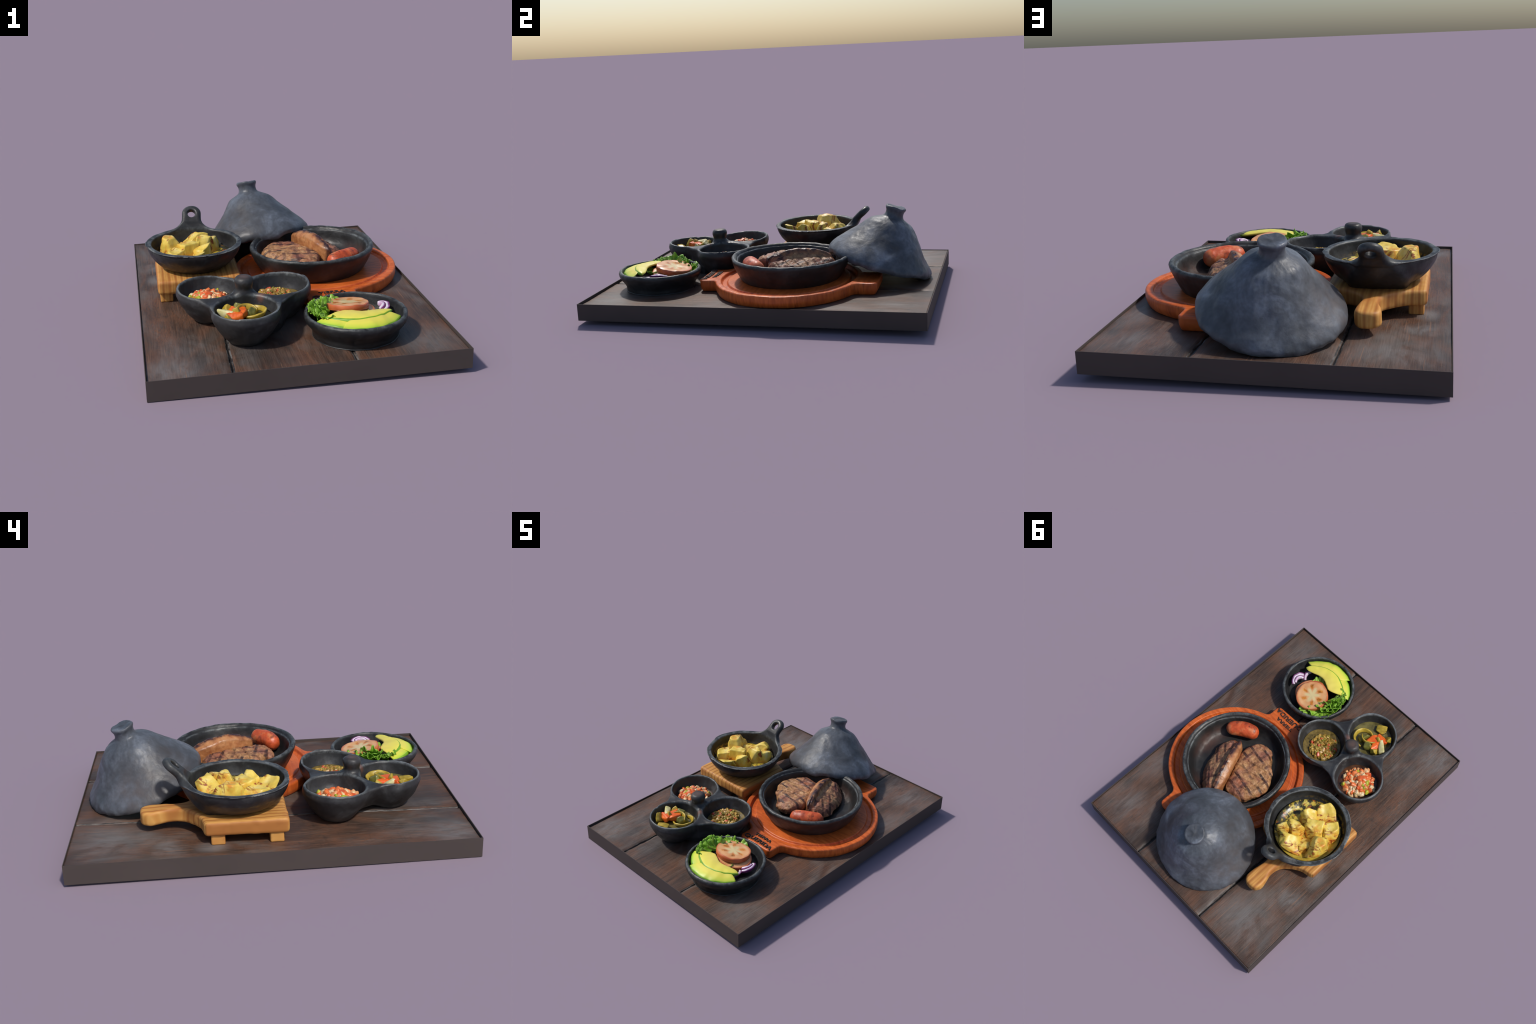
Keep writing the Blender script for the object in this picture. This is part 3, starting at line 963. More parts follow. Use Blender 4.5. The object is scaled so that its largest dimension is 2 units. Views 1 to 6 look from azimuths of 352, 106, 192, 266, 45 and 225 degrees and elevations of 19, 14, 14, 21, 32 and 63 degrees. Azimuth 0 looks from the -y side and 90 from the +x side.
def pan_field(P):
    Q = P - NC
    Q[:, 2] -= -0.012 * Q[:, 0] + 0.012 * Q[:, 1]
    r = np.hypot(Q[:, 0], Q[:, 1])
    o, c = pan_out(r, Q[:, 2]), pan_in(r, Q[:, 2])
    L = np.linalg.norm(H1 - H0)
    W = P - H0
    t, u, n = W @ hd, W @ hx, W @ hn
    n = n - 0.008 * np.sin(np.clip(t / L, -0.5, 1.4) * 2)
    tt = np.clip(t / L, -0.6, 1)
    half = 0.056 + 0.07 * sstep(0.8, -0.5, tt)
    d2 = np.hypot(u, t - tt * L) - half
    handle = smax(d2, np.abs(n) - 0.021, 0.022)
    d = smin(o, handle, 0.05)
    d = smax(d, -c, 0.010)
    hole = np.hypot(u / 0.9, (t - L * 0.98)) - 0.0235
    d = smax(d, -np.maximum(hole, np.abs(n) - 0.06), 0.012)
    return d + 0.0014 * vnoise(P, 10, 4) + 0.0007 * vnoise(P, 34, 5)


V, F = nets(pan_field, (-0.71, -0.125, 0.205), (-0.13, 0.54, 0.51), 0.005)
pan = thing("clay_pan", NC, "black clay pan with an upturned looped handle", "pan")
split_regions(V, F, [("handle", lambda C: (np.hypot(C[:, 0] - NC[0], C[:, 1] - NC[1]) > 0.245) & (C[:, 1] > 0.37) & (np.abs(C[:, 0] + 0.412) < 0.13) & (C[:, 2] > 0.33), MAT["pan"]),
                     ("pan_body", None, MAT["pan"])], NC, pan)

# ------------------------------------------------------------------ pine trivet
TO = V3([-0.41, 0.135, 0.10])
trivet_poly = spline([(-0.634, -0.04), (-0.630, -0.062), (-0.612, -0.069), (-0.5, -0.07), (-0.32, -0.07), (-0.208, -0.069), (-0.191, -0.062), (-0.187, -0.04), (-0.187, 0.13), (-0.187, 0.30), (-0.193, 0.322), (-0.23, 0.337), (-0.30, 0.368), (-0.352, 0.42), (-0.366, 0.48), (-0.352, 0.56),
                      (-0.350, 0.61), (-0.37, 0.64), (-0.405, 0.648), (-0.44, 0.638), (-0.458, 0.605), (-0.452, 0.56), (-0.438, 0.50), (-0.448, 0.44), (-0.49, 0.39),
                      (-0.55, 0.352), (-0.608, 0.338), (-0.629, 0.328), (-0.635, 0.305), (-0.635, 0.13)], 220, True)
TL = Lookup2D(trivet_poly, 0.08, 0.003)


def trivet_field(P):
    d = TL(P[:, 0], P[:, 1])
    z = P[:, 2] - 0.008 * (P[:, 0] + 0.41) - 0.008 * (P[:, 1] - 0.135)
    n = 0.0025 * vnoise(P, 9, 7) + 0.0012 * vnoise(P, 30, 8)
    drop = 0.012 * sstep(0.4, 0.64, P[:, 1])
    return smax(d, np.abs(z - 0.1885 + drop) - 0.0345, 0.020) - 0.003 + n


V, F = nets(trivet_field, (-0.65, -0.09, 0.14), (-0.17, 0.665, 0.24), 0.0055)
trivet = thing("pine_trivet", TO, "small pine trivet board with a handle", "trivet")
mesh_obj("trivet_board", V, F, MAT["pine"], TO, trivet)
for fx, fy in ((-0.588, 0.272), (-0.592, -0.012), (-0.232, 0.272), (-0.232, -0.012)):
    def foot(P):
        q = np.abs(P - V3([fx, fy, 0.132])) - V3([0.034, 0.034, 0.036])
        return smax(smax(q[:, 0], q[:, 1], 0.008), q[:, 2], 0.008) + 0.001 * vnoise(P, 30, 3)
    z0 = surf(fx, fy)
    V, F = nets(foot, (fx - 0.05, fy - 0.05, 0.085), (fx + 0.05, fy + 0.05, 0.18), 0.006)
    V[:, 2] = np.maximum(V[:, 2], surf(V[:, 0], V[:, 1]) + 0.0005)
    mesh_obj("trivet_foot", V, F, MAT["pine"], TO, trivet)

# ------------------------------------------------------------------ steaks and sausage
FLOOR = 0.202


def grill_bars(P, rot, spacing, seed):
    a = P[:, 1] * math.cos(rot) - P[:, 0] * math.sin(rot) + 0.004 * vnoise(P, 14, seed)
    return np.clip(np.cos(2 * PI * a / spacing) - 0.72, 0, 1) / 0.28


steak_a_poly = spline([(0.252, -0.035), (0.20, -0.062), (0.15, -0.068), (0.09, -0.03), (0.02, 0.045), (-0.035, 0.12), (-0.04, 0.19), (0.0, 0.285), (0.05, 0.335),
                       (0.12, 0.325), (0.175, 0.302), (0.214, 0.217), (0.258, 0.125), (0.278, 0.04)], 90, True)
SA = Lookup2D(steak_a_poly, 0.06, 0.003)


def steak_a_field(P):
    d = SA(P[:, 0], P[:, 1])
    top = 0.287 - 0.05 * np.clip(P[:, 1] - 0.2, 0, 1) + 0.02 * (P[:, 0] - 0.12)
    top = top - 0.018 * sstep(-0.05, 0.0, d) ** 2 + 0.005 * fbm(P, 16, 3, 3) + 0.0022 * vnoise(P, 75, 5) - 0.005 * grill_bars(P, 0.2, 0.06, 4)
    side = d + 0.01 * fbm(P, 18, 8, 3) + 0.10 * (P[:, 2] - 0.29) ** 2 / 0.1
    return smax(smax(side, P[:, 2] - top, 0.026), FLOOR - 0.004 - P[:, 2], 0.01) * 0.8


V, F = nets(steak_a_field, (-0.07, -0.1, 0.22), (0.30, 0.36, 0.36), 0.0045)
mesh_obj("steak", V, F, MAT["steak_a"], (0.11, 0.13, FLOOR), label="thick grilled steak with dark grill bars", category="steak")

steak_b_poly = spline([(0.412, 0.075), (0.37, 0.035), (0.31, 0.035), (0.264, 0.092), (0.229, 0.172), (0.193, 0.262), (0.17, 0.345), (0.18, 0.40), (0.245, 0.432), (0.29, 0.405),
                       (0.32, 0.375), (0.36, 0.33), (0.392, 0.27), (0.41, 0.19), (0.43, 0.13)], 90, True)
SB = Lookup2D(steak_b_poly, 0.06, 0.003)
ridge = spline([(0.318, 0.055), (0.292, 0.12), (0.262, 0.20), (0.232, 0.28), (0.205, 0.36)], 24)


def ridge_side(P):
    """signed distance across the fat ridge (positive towards the fat side) and distance along it"""
    ux, uy = ridge[-1] - ridge[0]
    L = math.hypot(ux, uy)
    ux, uy = ux / L, uy / L
    wx, wy = P[:, 0] - ridge[0][0], P[:, 1] - ridge[0][1]
    return -(wx * uy - wy * ux) * -1.0 * -1.0, (wx * ux + wy * uy) / L


def steak_b_field(P):
    d = SB(P[:, 0], P[:, 1])
    s, t = ridge_side(P)
    arch = np.clip(1 - ((t - 0.5) / 0.72) ** 2, 0, 1)
    lean = 0.284 + 0.024 * arch
    ridge_z = 0.276 + 0.076 * arch
    flat = lean - 0.42 * np.clip(-s - 0.03, 0, 1) + (s < -0.012) * (0.004 * fbm(P, 20, 13, 3) - 0.005 * grill_bars(P, 0.78, 0.05, 6))
    groove = -0.008 * np.exp(-((s + 0.028) / 0.014) ** 2)
    crest = (ridge_z - lean) * np.exp(-(np.maximum(np.abs(s - 0.002) - 0.010, 0) / 0.012) ** 2) * (s < 0.002) + (ridge_z - lean - 0.55 * np.clip(s - 0.006, 0, 1) - 6.0 * np.clip(s - 0.03, 0, 1) ** 2) * (s >= 0.002)
    top = flat + groove + crest + np.where(s > 0.004, 0.0015, 0.004) * fbm(P, 30, 15, 3)
    top = top - 0.03 * sstep(-0.05, 0.0, d) ** 2 * (s < 0)
    side = d + np.where(s > 0, 0.003, 0.008) * fbm(P, 18, 18, 3)
    return smax(smax(side, P[:, 2] - top, np.where(s > -0.01, 0.010, 0.018)), FLOOR - 0.004 - P[:, 2], 0.01) * 0.7


SBO = (0.30, 0.23, FLOOR)
V, F = nets(steak_b_field, (0.14, 0.0, 0.22), (0.46, 0.47, 0.39), 0.0042)
steak_b = thing("steak", SBO, "grilled steak with a seared fat ridge", "steak")
split_regions(V, F, [("fat_cap", lambda C: ridge_side(C)[0] > -0.018 + 0.004 * vnoise(C, 30, 4), MAT["fat"]), ("lean_meat", None, MAT["steak_b"])], SBO, steak_b)


SAUS = spline([(0.438, -0.010, 0.268), (0.405, -0.036, 0.270), (0.368, -0.060, 0.270), (0.330, -0.078, 0.267)], 14)


def sausage_field(P):
    d = None
    for a, b in zip(SAUS[:-1], SAUS[1:]):
        e = b - a
        t = np.clip((P - a) @ e / (e @ e), 0, 1)
        q = np.linalg.norm(P - a - t[:, None] * e, axis=1)
        d = q if d is None else np.minimum(d, q)
    mid = np.linalg.norm(P - SAUS[7], axis=1)
    return d - 0.046 - 0.008 * np.exp(-(mid / 0.06) ** 2) + 0.0015 * fbm(P, 20, 5, 3) + 0.0008 * vnoise(P, 55, 6)


V, F = nets(sausage_field, (0.26, -0.16, 0.22), (0.52, 0.05, 0.35), 0.0045)
mesh_obj("sausage", V, F, MAT["sausage"], (0.39, -0.055, FLOOR), label="short grilled reddish sausage with charred specks", category="sausage")

# ------------------------------------------------------------------ chunk generator
def chunk_field(rng, size, facets, k):
    """rounded irregular polyhedron, size = half extents"""
    N = rng.normal(size=(facets, 3))
    N /= np.linalg.norm(N, axis=1)[:, None]
    D = rng.uniform(0.72, 1.0, facets)
    box = np.vstack([np.eye(3), -np.eye(3)])
    N = np.vstack([N, box])
    D = np.concatenate([D, np.ones(6)])
    m = min(size)
    seed = int(rng.integers(1e6))

    def f(P):
        Q = P / V3(size)
        d = None
        for n, o in zip(N, D):
            e = Q @ n - o
            d = e if d is None else smax(d, e, k)
        return d * m * 0.8 + 0.03 * m * fbm(P, 1.2 / m, seed, 2)
    return f


def rot_z(a):
    return V3([[math.cos(a), -math.sin(a), 0], [math.sin(a), math.cos(a), 0], [0, 0, 1]])


def rot_rand(rng, tilt=PI):
    q = rng.normal(size=4)
    q /= np.linalg.norm(q)
    w, x, y, z = q
    return V3([[1 - 2 * (y * y + z * z), 2 * (x * y - z * w), 2 * (x * z + y * w)], [2 * (x * y + z * w), 1 - 2 * (x * x + z * z), 2 * (y * z - x * w)],
               [2 * (x * z - y * w), 2 * (y * z + x * w), 1 - 2 * (x * x + y * y)]])


# ------------------------------------------------------------------ potatoes in yellow sauce
POT = [  # x, y, top z, half width (along -x-y), half depth (along -x+y), peak offset
    (-0.440, 0.028, 0.352, 0.054, 0.050, (0.02, -0.045)), (-0.388, 0.120, 0.368, 0.044, 0.044, (0.03, -0.02)), (-0.380, 0.218, 0.376, 0.046, 0.046, (0.015, -0.01)),
    (-0.432, 0.312, 0.370, 0.054, 0.058, (0.055, 0.0)), (-0.552, 0.222, 0.392, 0.052, 0.074, (0.0, 0.0)), (-0.462, 0.150, 0.372, 0.052, 0.058, (0.01, -0.01)),
    (-0.545, 0.085, 0.354, 0.048, 0.054, (0.015, -0.02)), (-0.315, 0.268, 0.352, 0.040, 0.044, (0.0, 0.0)), (-0.480, 0.240, 0.330, 0.05, 0.05, (0.0, 0.0))]
for i, (x, y, zt, a, b, peak) in enumerate(POT):
    rng = np.random.default_rng(120 + i)
    half = (zt - 0.262) / 2 + 0.004
    f0 = chunk_field(rng, (a * 1.42, b * 1.42, half * 1.15), 5, 0.13)
    turn = rot_z(-0.75 * PI + rng.uniform(-0.25, 0.25))
    pk = V3([*peak, 0]) @ turn

    def f(P):
        # narrow towards an off-centre peak, so each wedge ends in a ridge
        u = np.clip((P[:, 2] + half) / (2 * half), 0, 1.1)
        Q = P - pk * (u ** 1.3)[:, None]
        s = 1 + 0.95 * u ** 1.5
        w = 0.005 * fbm(P, 20, 900 + i, 2)
        return f0(Q * np.stack([s ** 0.45, s, np.ones_like(s)], 1)) * 0.6 + w * 0.6
    e = max(a, b) * 2.0
    V, F = nets(f, (-e, -e, -half * 1.4), (e, e, half * 1.4), 0.0046)
    V = V @ turn.T
    W = V + V3([x, y, zt - V[:, 2].max()])
    r = np.hypot(W[:, 0] - NC[0], W[:, 1] - NC[1])
    keep = np.minimum(1, (0.165 + 0.55 * np.clip(W[:, 2] - 0.262, 0, 0.12)) / r)
    W[:, :2] = NC[:2] + (W[:, :2] - NC[:2]) * keep[:, None]
    W[:, 2] = np.maximum(W[:, 2], 0.252)
    mesh_obj("potato_wedge", W, F, MAT["potato"], (x, y, 0.262), label="roasted potato wedge coated in yellow sauce", category="potato")


def pool(name, c, r, z, mat, label, mound=None, wav=0.002, seed=0, thick=0.02):
    """a disc of sauce or brine filling a vessel to height z"""
    prof = [(0, -thick), (r * 0.8, -thick), (r * 0.97, -thick * 0.4), (r, 0)] + [(r * q, 0) for q in np.linspace(0.97, 0.03, 40)] + [(0, 0)]
    V, F = lathe(prof, 96)
    rr = np.hypot(V[:, 0], V[:, 1])
    up = V[:, 2] > -0.001
    V[:, 2] += np.where(up, wav * fbm(V, 20, seed, 3), 0)
    if mound:
        V[:, 2] += np.where(up, mound(V), 0)
    o = V3([c[0], c[1], z])
    V = V + o
    V[:, 2] += 0.0121 * (V[:, 0] - c[0]) + 0.0104 * (V[:, 1] - c[1])
    return mesh_obj(name, V, F, mat, o, label=label, category="sauce")


pool("yellow_sauce", (-0.421, 0.163), 0.207, 0.277, MAT["sauce"], "yellow herb sauce pooled in the clay pan",
     lambda V: 0.016 * sstep(0.15, 0.196, np.hypot(V[:, 0], V[:, 1])), 0.003, 3)


# ------------------------------------------------------------------ sauces in the triple pot
def scatter(name, place, mats, weights, count, size, origin, label, seed, flat=1.0):
    """many small chopped bits joined into one mesh"""
    rng = np.random.default_rng(seed)
    protos = []
    for i in range(7):
        f = chunk_field(rng, (1.0, rng.uniform(0.6, 0.95), rng.uniform(0.45, 0.8)), 6, 0.25)
        protos.append(nets(f, (-1.5,) * 3, (1.5,) * 3, 0.33, 1))
    VV, FF, MM, n = [], [], [], 0
    for i in range(count):
        P, Q = protos[rng.integers(len(protos))]
        s = rng.uniform(*size)
        W = (P * s) @ rot_rand(rng).T * [1, 1, flat] + place(rng)
        VV.append(W)
        FF.append(Q + n)
        MM += [int(rng.choice(len(mats), p=weights))] * len(Q)
        n += len(P)
    o = mesh_obj(name, np.vstack(VV), np.vstack(FF), mats, origin, label=label, category="sauce")
    o.data.polygons.foreach_set("material_index", MM)
    o["kind"] = "stuff"
    return o


def heap(c, r, z, height, peak=(0, 0), jitter=0.006):
    def place(rng):
        a, q = rng.uniform(0, 2 * PI), r * math.sqrt(rng.uniform())
        x, y = q * math.cos(a), q * math.sin(a)
        h = height * math.exp(-((x - peak[0]) ** 2 + (y - peak[1]) ** 2) / (0.5 * r * r))
        return V3([c[0] + x, c[1] + y, z + h + rng.uniform(-jitter, jitter)])
    return place


cA, cB, cC = CUPS["relish"], CUPS["pickle"], CUPS["salsa"]
pool("relish_brine", cA, 0.126, 0.201, MAT["brine_a"], "murky olive relish brine in a clay cup", None, 0.003, 5)
scatter("chopped_relish", heap((cA[0] - 0.015, cA[1] + 0.005), 0.088, 0.202, 0.020), [MAT["b_ochre"], MAT["b_olive"], MAT["b_red"], MAT["b_onion"]], [0.68, 0.23, 0.07, 0.02], 330, (0.008, 0.015),
        (cA[0], cA[1], 0.2), "heap of finely chopped olive-brown relish", 7)
pool("salsa_juice", cC, 0.130, 0.200, MAT["brine_c"], "dark tomato juice in a clay cup", None, 0.001, 6)
scatter("diced_salsa", heap((cC[0] - 0.005, cC[1] - 0.002), 0.100, 0.200, 0.030, (-0.005, 0.0), 0.007), [MAT["b_tomato"], MAT["b_pink"], MAT["b_onion"], MAT["b_herb"]], [0.42, 0.26, 0.22, 0.10], 170, (0.014, 0.025),
        (cC[0], cC[1], 0.2), "heap of diced tomato and onion salsa", 8)
pool("pickle_brine", cB, 0.138, 0.207, MAT["brine_b"], "cloudy yellow pickle brine in a clay cup", None, 0.001, 9)


def strip(name, path, width, thick, mat, origin, label, category, curl=0.0, seed=0, taper=0.3, n=30, m=7):
    """a curved thick strip swept along a path; width direction is vertical-ish"""
    P = spline(path, n)
    T = np.gradient(P, axis=0)
    T /= np.linalg.norm(T, axis=1)[:, None]
    up = V3([0, 0, 1.0])
    S = np.cross(T, up)
    S /= np.maximum(np.linalg.norm(S, axis=1), 1e-6)[:, None]
    U = np.cross(S, T)
    U = U * math.cos(curl) + S * math.sin(curl)
    S = np.cross(T, U)
    V, F = [], []
    ring = 2 * m
    for i in range(n):
        w = width * (1 - taper * abs(2 * i / (n - 1) - 1) ** 2.5)
        for j in range(ring):
            a = 2 * PI * j / ring
            ca, sa = math.cos(a), math.sin(a)
            sq = lambda v: math.copysign(abs(v) ** 0.6, v)
            V.append(P[i] + U[i] * w * 0.5 * sq(ca) + S[i] * thick * 0.5 * sq(sa))
    for i in range(n - 1):
        for j in range(ring):
            k2 = (j + 1) % ring
            F.append([i * ring + j, i * ring + k2, (i + 1) * ring + k2, (i + 1) * ring + j])
    F.append(list(range(ring))[::-1])
    F.append([(n - 1) * ring + j for j in range(ring)])
    V = V3(V)
    V += 0.06 * width * np.stack([vnoise(V, 40, seed + q) for q in range(3)], 1)
    return mesh_obj(name, V, F, mat, origin, label=label, category=category)


def veg(name, x, y, z, size, mat, label, seed, rot=None, facets=7):
    rng = np.random.default_rng(seed)
    f = chunk_field(rng, size, facets, 0.14)
    ext = max(size) * 1.3
    V, F = nets(f, (-ext,) * 3, (ext,) * 3, max(size) / 9)
    V = V @ (rot_rand(rng) if rot is None else rot).T
    return mesh_obj(name, V + V3([x, y, z]), F, mat, (x, y, z), label=label, category="vegetable")


def arc(c, r, a0, a1, z, rise=0.0, n=7):
    return [(c[0] + r * math.cos(a), c[1] + r * math.sin(a), z + rise * math.sin(PI * i / (n - 1))) for i, a in enumerate(np.linspace(a0, a1, n))]


strip("pickled_pepper_ring", arc((cB[0] + 0.035, cB[1] + 0.04), 0.062, -2.2, 2.0, 0.216, 0.01), 0.03, 0.012, MAT["pickle"], (cB[0], cB[1], 0.2), "curved slice of pickled yellow pepper", "vegetable", 0.5, 1)
strip("pickled_pepper_ring", arc((cB[0] + 0.01, cB[1] + 0.01), 0.05, 0.4, 3.4, 0.23, 0.012), 0.04, 0.010, MAT["pickle"], (cB[0], cB[1], 0.2), "curved slice of pickled yellow pepper", "vegetable", 0.2, 2)
veg("pickled_chilli", cB[0] + 0.035, cB[1] + 0.035, 0.215, (0.042, 0.03, 0.02), MAT["pickle_green"], "piece of pickled green chilli", 3)
veg("carrot_slice", cB[0] - 0.02, cB[1] + 0.012, 0.232, (0.045, 0.030, 0.026), MAT["carrot"], "wavy slice of pickled orange carrot", 4, rot_z(0.9))
veg("carrot_slice", cB[0] - 0.062, cB[1] - 0.030, 0.232, (0.04, 0.026, 0.022), MAT["carrot"], "wavy slice of pickled orange carrot", 5, rot_z(0.2))
veg("carrot_slice", cB[0] - 0.065, cB[1] + 0.035, 0.226, (0.036, 0.026, 0.024), MAT["carrot"], "wavy slice of pickled orange carrot", 6, rot_z(2.0))
veg("pickled_chilli", cB[0] - 0.035, cB[1] + 0.062, 0.224, (0.04, 0.03, 0.024), MAT["pickle_green"], "piece of pickled green chilli", 7)
veg("pickled_pepper", cB[0] - 0.045, cB[1] - 0.005, 0.242, (0.026, 0.018, 0.02), MAT["pickle"], "chunk of pickled yellow pepper", 8)
veg("cauliflower_floret", cB[0] - 0.095, cB[1] + 0.015, 0.236, (0.045, 0.020, 0.02), MAT["cauliflower"], "pale pickled cauliflower floret piece", 9, rot_z(2.4))
veg("pickled_pepper", cB[0] - 0.088, cB[1] - 0.062, 0.232, (0.028, 0.022, 0.018), MAT["pickle"], "chunk of pickled yellow pepper", 10)
veg("pickled_pepper", cB[0] - 0.005, cB[1] - 0.088, 0.222, (0.036, 0.03, 0.018), MAT["pickle"], "chunk of pickled yellow pepper", 11, rot_z(0.5))
veg("pickled_pepper", cB[0] - 0.078, cB[1] + 0.07, 0.226, (0.028, 0.02, 0.022), MAT["pickle"], "chunk of pickled yellow pepper", 12)

# ------------------------------------------------------------------ salad
def avocado(path_c, r0, a0, a1, z0, z1, width, thick, tilt, label, wide_end=0.0):
    """crescent wedge: skin on the outer curve, flesh tapering to the inner edge; origin on the curve's centre"""
    n, m = 46, 10
    V, F = [], []
    ring = 2 * m
    skin = []
    for i in range(n):
        u = i / (n - 1)
        a = a0 + (a1 - a0) * u
        end = (1 - abs(2 * u - 1) ** 4) ** 0.6
        w = width * (0.30 + 0.70 * end) * (1 + wide_end * (u - 0.5))
        t = thick * (0.25 + 0.75 * end)
        z = z0 + (z1 - z0) * math.sin(PI * u) ** 0.8
        er = V3([math.cos(a), math.sin(a), 0])
        for j in range(ring):
            b = 2 * PI * j / ring
            # across: 0 = skin edge, 1 = inner edge; wedge cross-section
            cr = 0.5 - 0.5 * math.cos(b)
            hh = math.copysign(abs(math.sin(b)) ** 0.55, math.sin(b)) * t * 0.5 * (1 - 0.55 * cr)
            rad = r0 - cr * w
            V.append(V3(path_c) + er * (rad + 0) + V3([0, 0, z + hh + tilt * (cr - 0.5) * w]))
    for i in range(n - 1):
        for j in range(ring):
            q = (j + 1) % ring
            F.append([i * ring + j, (i + 1) * ring + j, (i + 1) * ring + q, i * ring + q])
            b = (j + 0.5) / ring
            skin.append(min(b, 1 - b) < 0.09)
    F.append(list(range(ring)))
    F.append([(n - 1) * ring + j for j in range(ring)][::-1])
    skin += [False, False]
    V = V3(V)
    V += 0.003 * np.stack([fbm(V, 18, s, 2) for s in (51, 52, 53)], 1)
    o = (path_c[0], path_c[1], z0)
    t = thing("avocado_slice", o, label, "avocado")
    sk = V3(skin)
    ids = iter(range(10 ** 9))
    me_all = to_mesh("tmp", V, F)
    N = np.empty(len(V) * 3)
    me_all.vertices.foreach_get("normal", N)
    N = N.reshape(-1, 3)
    bpy.data.meshes.remove(me_all)
    for name, sel, mat in (("flesh", ~sk, MAT["avocado"]), ("skin", sk, MAT["avocado_skin"])):
        fs = [F[i] for i in np.flatnonzero(sel)]
        used = np.unique(np.concatenate([V3(f) for f in fs])).astype(int)
        mp = {q: i for i, q in enumerate(used)}
        ob = mesh_obj(name, V[used], [[mp[i] for i in f] for f in fs], mat, o, t)
        if len(ob.data.vertices) == len(used):
            ob.data.normals_split_custom_set_from_vertices(N[used].tolist())


# angles measured at the bowl centre; the slices lie along the -y side of the rim
avocado((0.29, -0.665, 0), 0.222, math.radians(-27), math.radians(-120), 0.214, 0.216, 0.095, 0.036, 0.38, "outer crescent slice of ripe avocado")
avocado((0.275, -0.640, 0), 0.222, math.radians(-95), math.radians(-153), 0.206, 0.212, 0.085, 0.036, 0.3, "lower crescent slice of ripe avocado")
avocado((0.285, -0.625, 0), 0.195, math.radians(-27), math.radians(-146), 0.222, 0.230, 0.098, 0.036, 0.12, "upper crescent slice of ripe avocado", 0.7)


def tomato(x, y, z, r, th, tx, ty, spin):
    V, F = lathe(spline([(0, -th / 2), (r * 0.9, -th / 2), (r * 0.985, -th * 0.4), (r, 0), (r * 0.985, th * 0.4), (r * 0.93, th / 2), (r * 0.6, th / 2), (0, th / 2)], 26), 72)
    V[:, :2] *= (1 + 0.02 * np.cos(3 * np.arctan2(V[:, 1], V[:, 0]) + spin))[:, None]
    V[:, 2] += 0.003 * fbm(V, 24, int(spin * 10), 2)
    V = V @ rot_z(0).T
    me = to_mesh("tomato_slice", V, F)
    me.materials.append(MAT["tomato"])
    me.materials.append(MAT["tomato_skin"])
    rr = [math.hypot(p.center.x, p.center.y) for p in me.polygons]
    me.polygons.foreach_set("material_index", [1 if q > r * 0.94 else 0 for q in rr])
    o = link("tomato_slice", me, (x, y, z))
    o.rotation_euler = (tx, ty, spin)
    o["label"], o["category"] = "round pale-cored tomato slice", "tomato"


tomato(0.297, -0.600, 0.198, 0.108, 0.026, 0.04, 0.16, 0.4)
tomato(0.268, -0.581, 0.219, 0.109, 0.026, 0.05, 0.17, 1.7)


def onion_arc(c, r, a0, a1, z, width, label, lean):
    th = 0.014
    P = arc(c, r, a0, a1, z, 0.006)
    t = thing("onion_ring", (c[0], c[1], z), label, "onion")
    for name, rad, w, tk, mt in (("flesh", r, width, th, MAT["onion"]), ("skin", r + 0.0085, width * 0.94, 0.005, MAT["onion_skin"])):
        o = strip(name, arc(c, rad, a0, a1, z, 0.006), w, tk, mt, (c[0], c[1], z), None, None, lean, 3, 0.35)
        o.parent, o.location = t, (0, 0, 0)


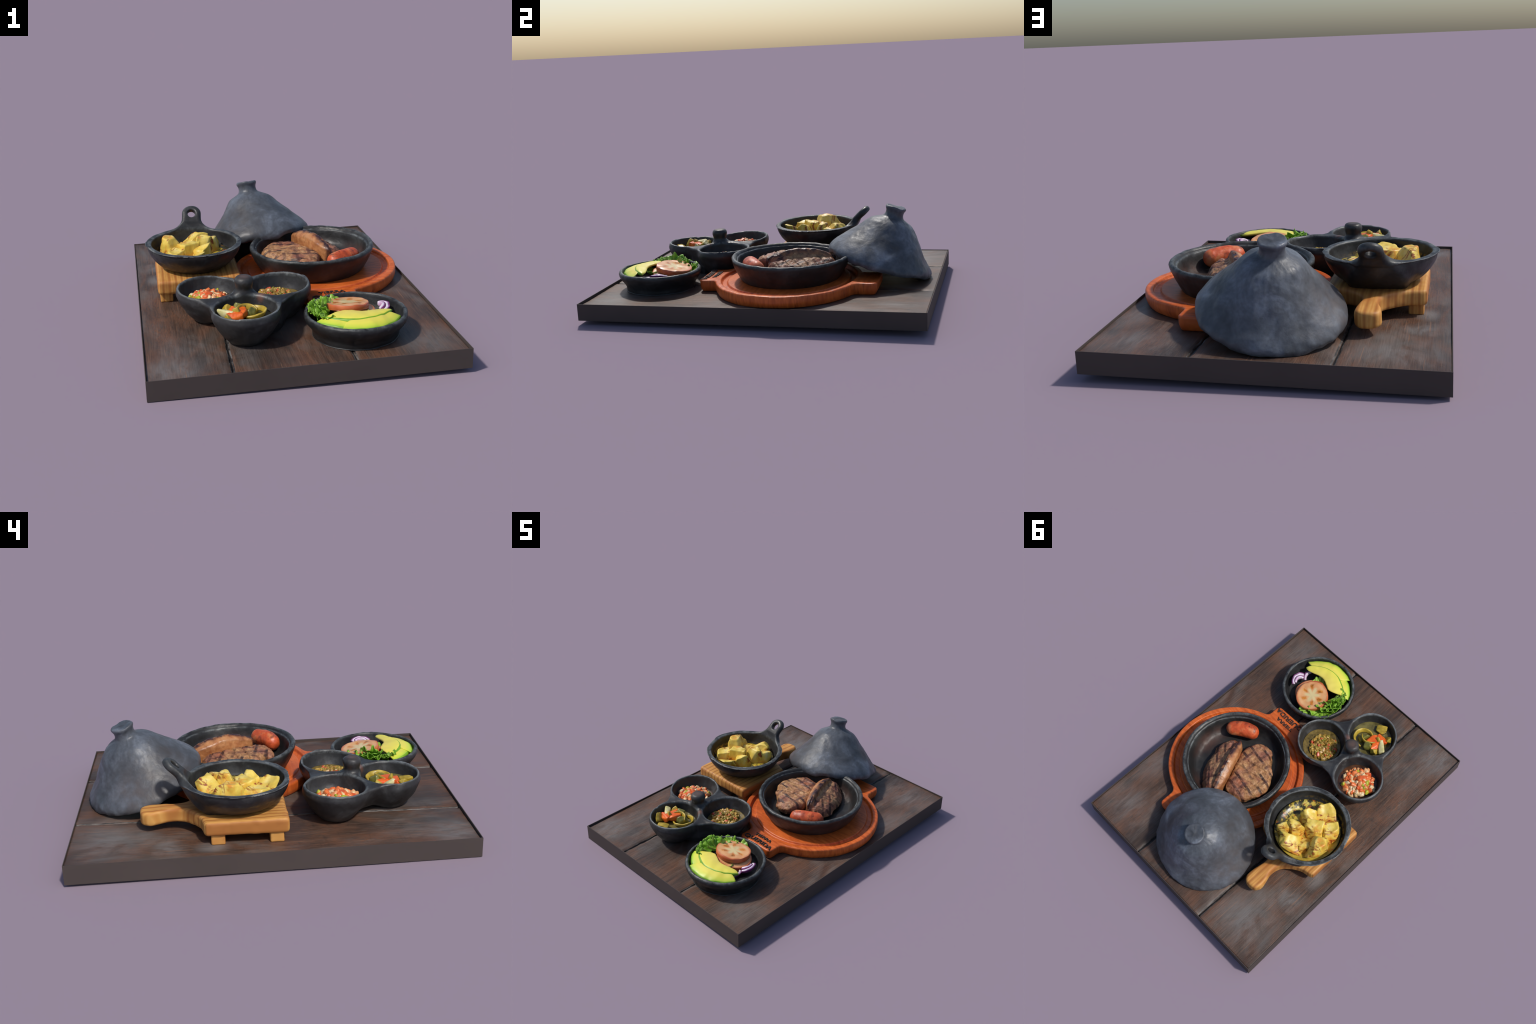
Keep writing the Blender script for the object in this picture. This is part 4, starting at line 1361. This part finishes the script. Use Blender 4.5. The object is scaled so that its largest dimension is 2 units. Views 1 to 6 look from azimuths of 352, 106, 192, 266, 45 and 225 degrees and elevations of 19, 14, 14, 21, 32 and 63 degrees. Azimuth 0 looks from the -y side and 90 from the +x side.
onion_arc((0.400, -0.618), 0.058, -0.95, 1.05, 0.203, 0.030, "curved pale purple slice of red onion", 0.35)
onion_arc((0.405, -0.612), 0.036, -1.2, 0.9, 0.205, 0.026, "curved pale purple slice of red onion", 0.1)
onion_arc((0.368, -0.700), 0.06, -0.5, 0.9, 0.186, 0.020, "curved pale purple slice of red onion", 0.5)


def leaf(x, y, z, rad, az, tilt, seed, ruffle, label):
    n, m = 46, 24
    V, F = [], []
    for j in range(m):
        q = j / (m - 1)
        for i in range(n):
            u = i / (n - 1) * 2 - 1
            a = u * 1.35
            r = rad * (0.12 + 0.88 * q)
            fr = ruffle * q ** 1.5
            V.append((r * math.cos(a), r * math.sin(a), fr * (math.sin(9 * u + seed) + 0.7 * math.sin(21 * u + 2.3 * seed + 3 * q)) * 0.5 + 0.3 * rad * q * q))
    V = V3(V)
    V += 0.4 * ruffle * np.stack([fbm(V, 40, seed * 7 + s, 2) for s in range(3)], 1) * (np.repeat(np.linspace(0, 1, m), n) ** 1.2)[:, None]
    ct, st = math.cos(tilt), math.sin(tilt)
    V = V @ V3([[ct, 0, -st], [0, 1, 0], [st, 0, ct]]).T @ rot_z(az).T
    F = [[j * n + i, j * n + i + 1, (j + 1) * n + i + 1, (j + 1) * n + i] for j in range(m - 1) for i in range(n - 1)]
    o = mesh_obj("lettuce_leaf", V + V3([x, y, z]), F, MAT["lettuce"], (x, y, z), label=label, category="lettuce")
    md = o.modifiers.new("thickness", "SOLIDIFY")
    md.thickness = 0.0018


for x, y, z, rad, az, tilt, seed, ruf in ((0.165, -0.66, 0.212, 0.085, 2.9, 0.35, 1, 0.030), (0.165, -0.635, 0.208, 0.10, 2.5, 0.15, 2, 0.030), (0.165, -0.575, 0.194, 0.095, 2.2, 0.05, 3, 0.026),
                                         (0.215, -0.530, 0.192, 0.09, 1.75, 0.05, 4, 0.024), (0.15, -0.685, 0.215, 0.075, 3.5, 0.2, 5, 0.028), (0.175, -0.63, 0.225, 0.07, 2.75, 0.75, 6, 0.024),
                                         (0.27, -0.69, 0.19, 0.09, 5.2, 0.2, 7, 0.02), (0.14, -0.63, 0.205, 0.085, 2.8, 0.5, 8, 0.026)):
    leaf(x, y, z - 0.014, rad, az, tilt * 0.7, seed, ruf * 0.85, "ruffled bright green lettuce leaf")
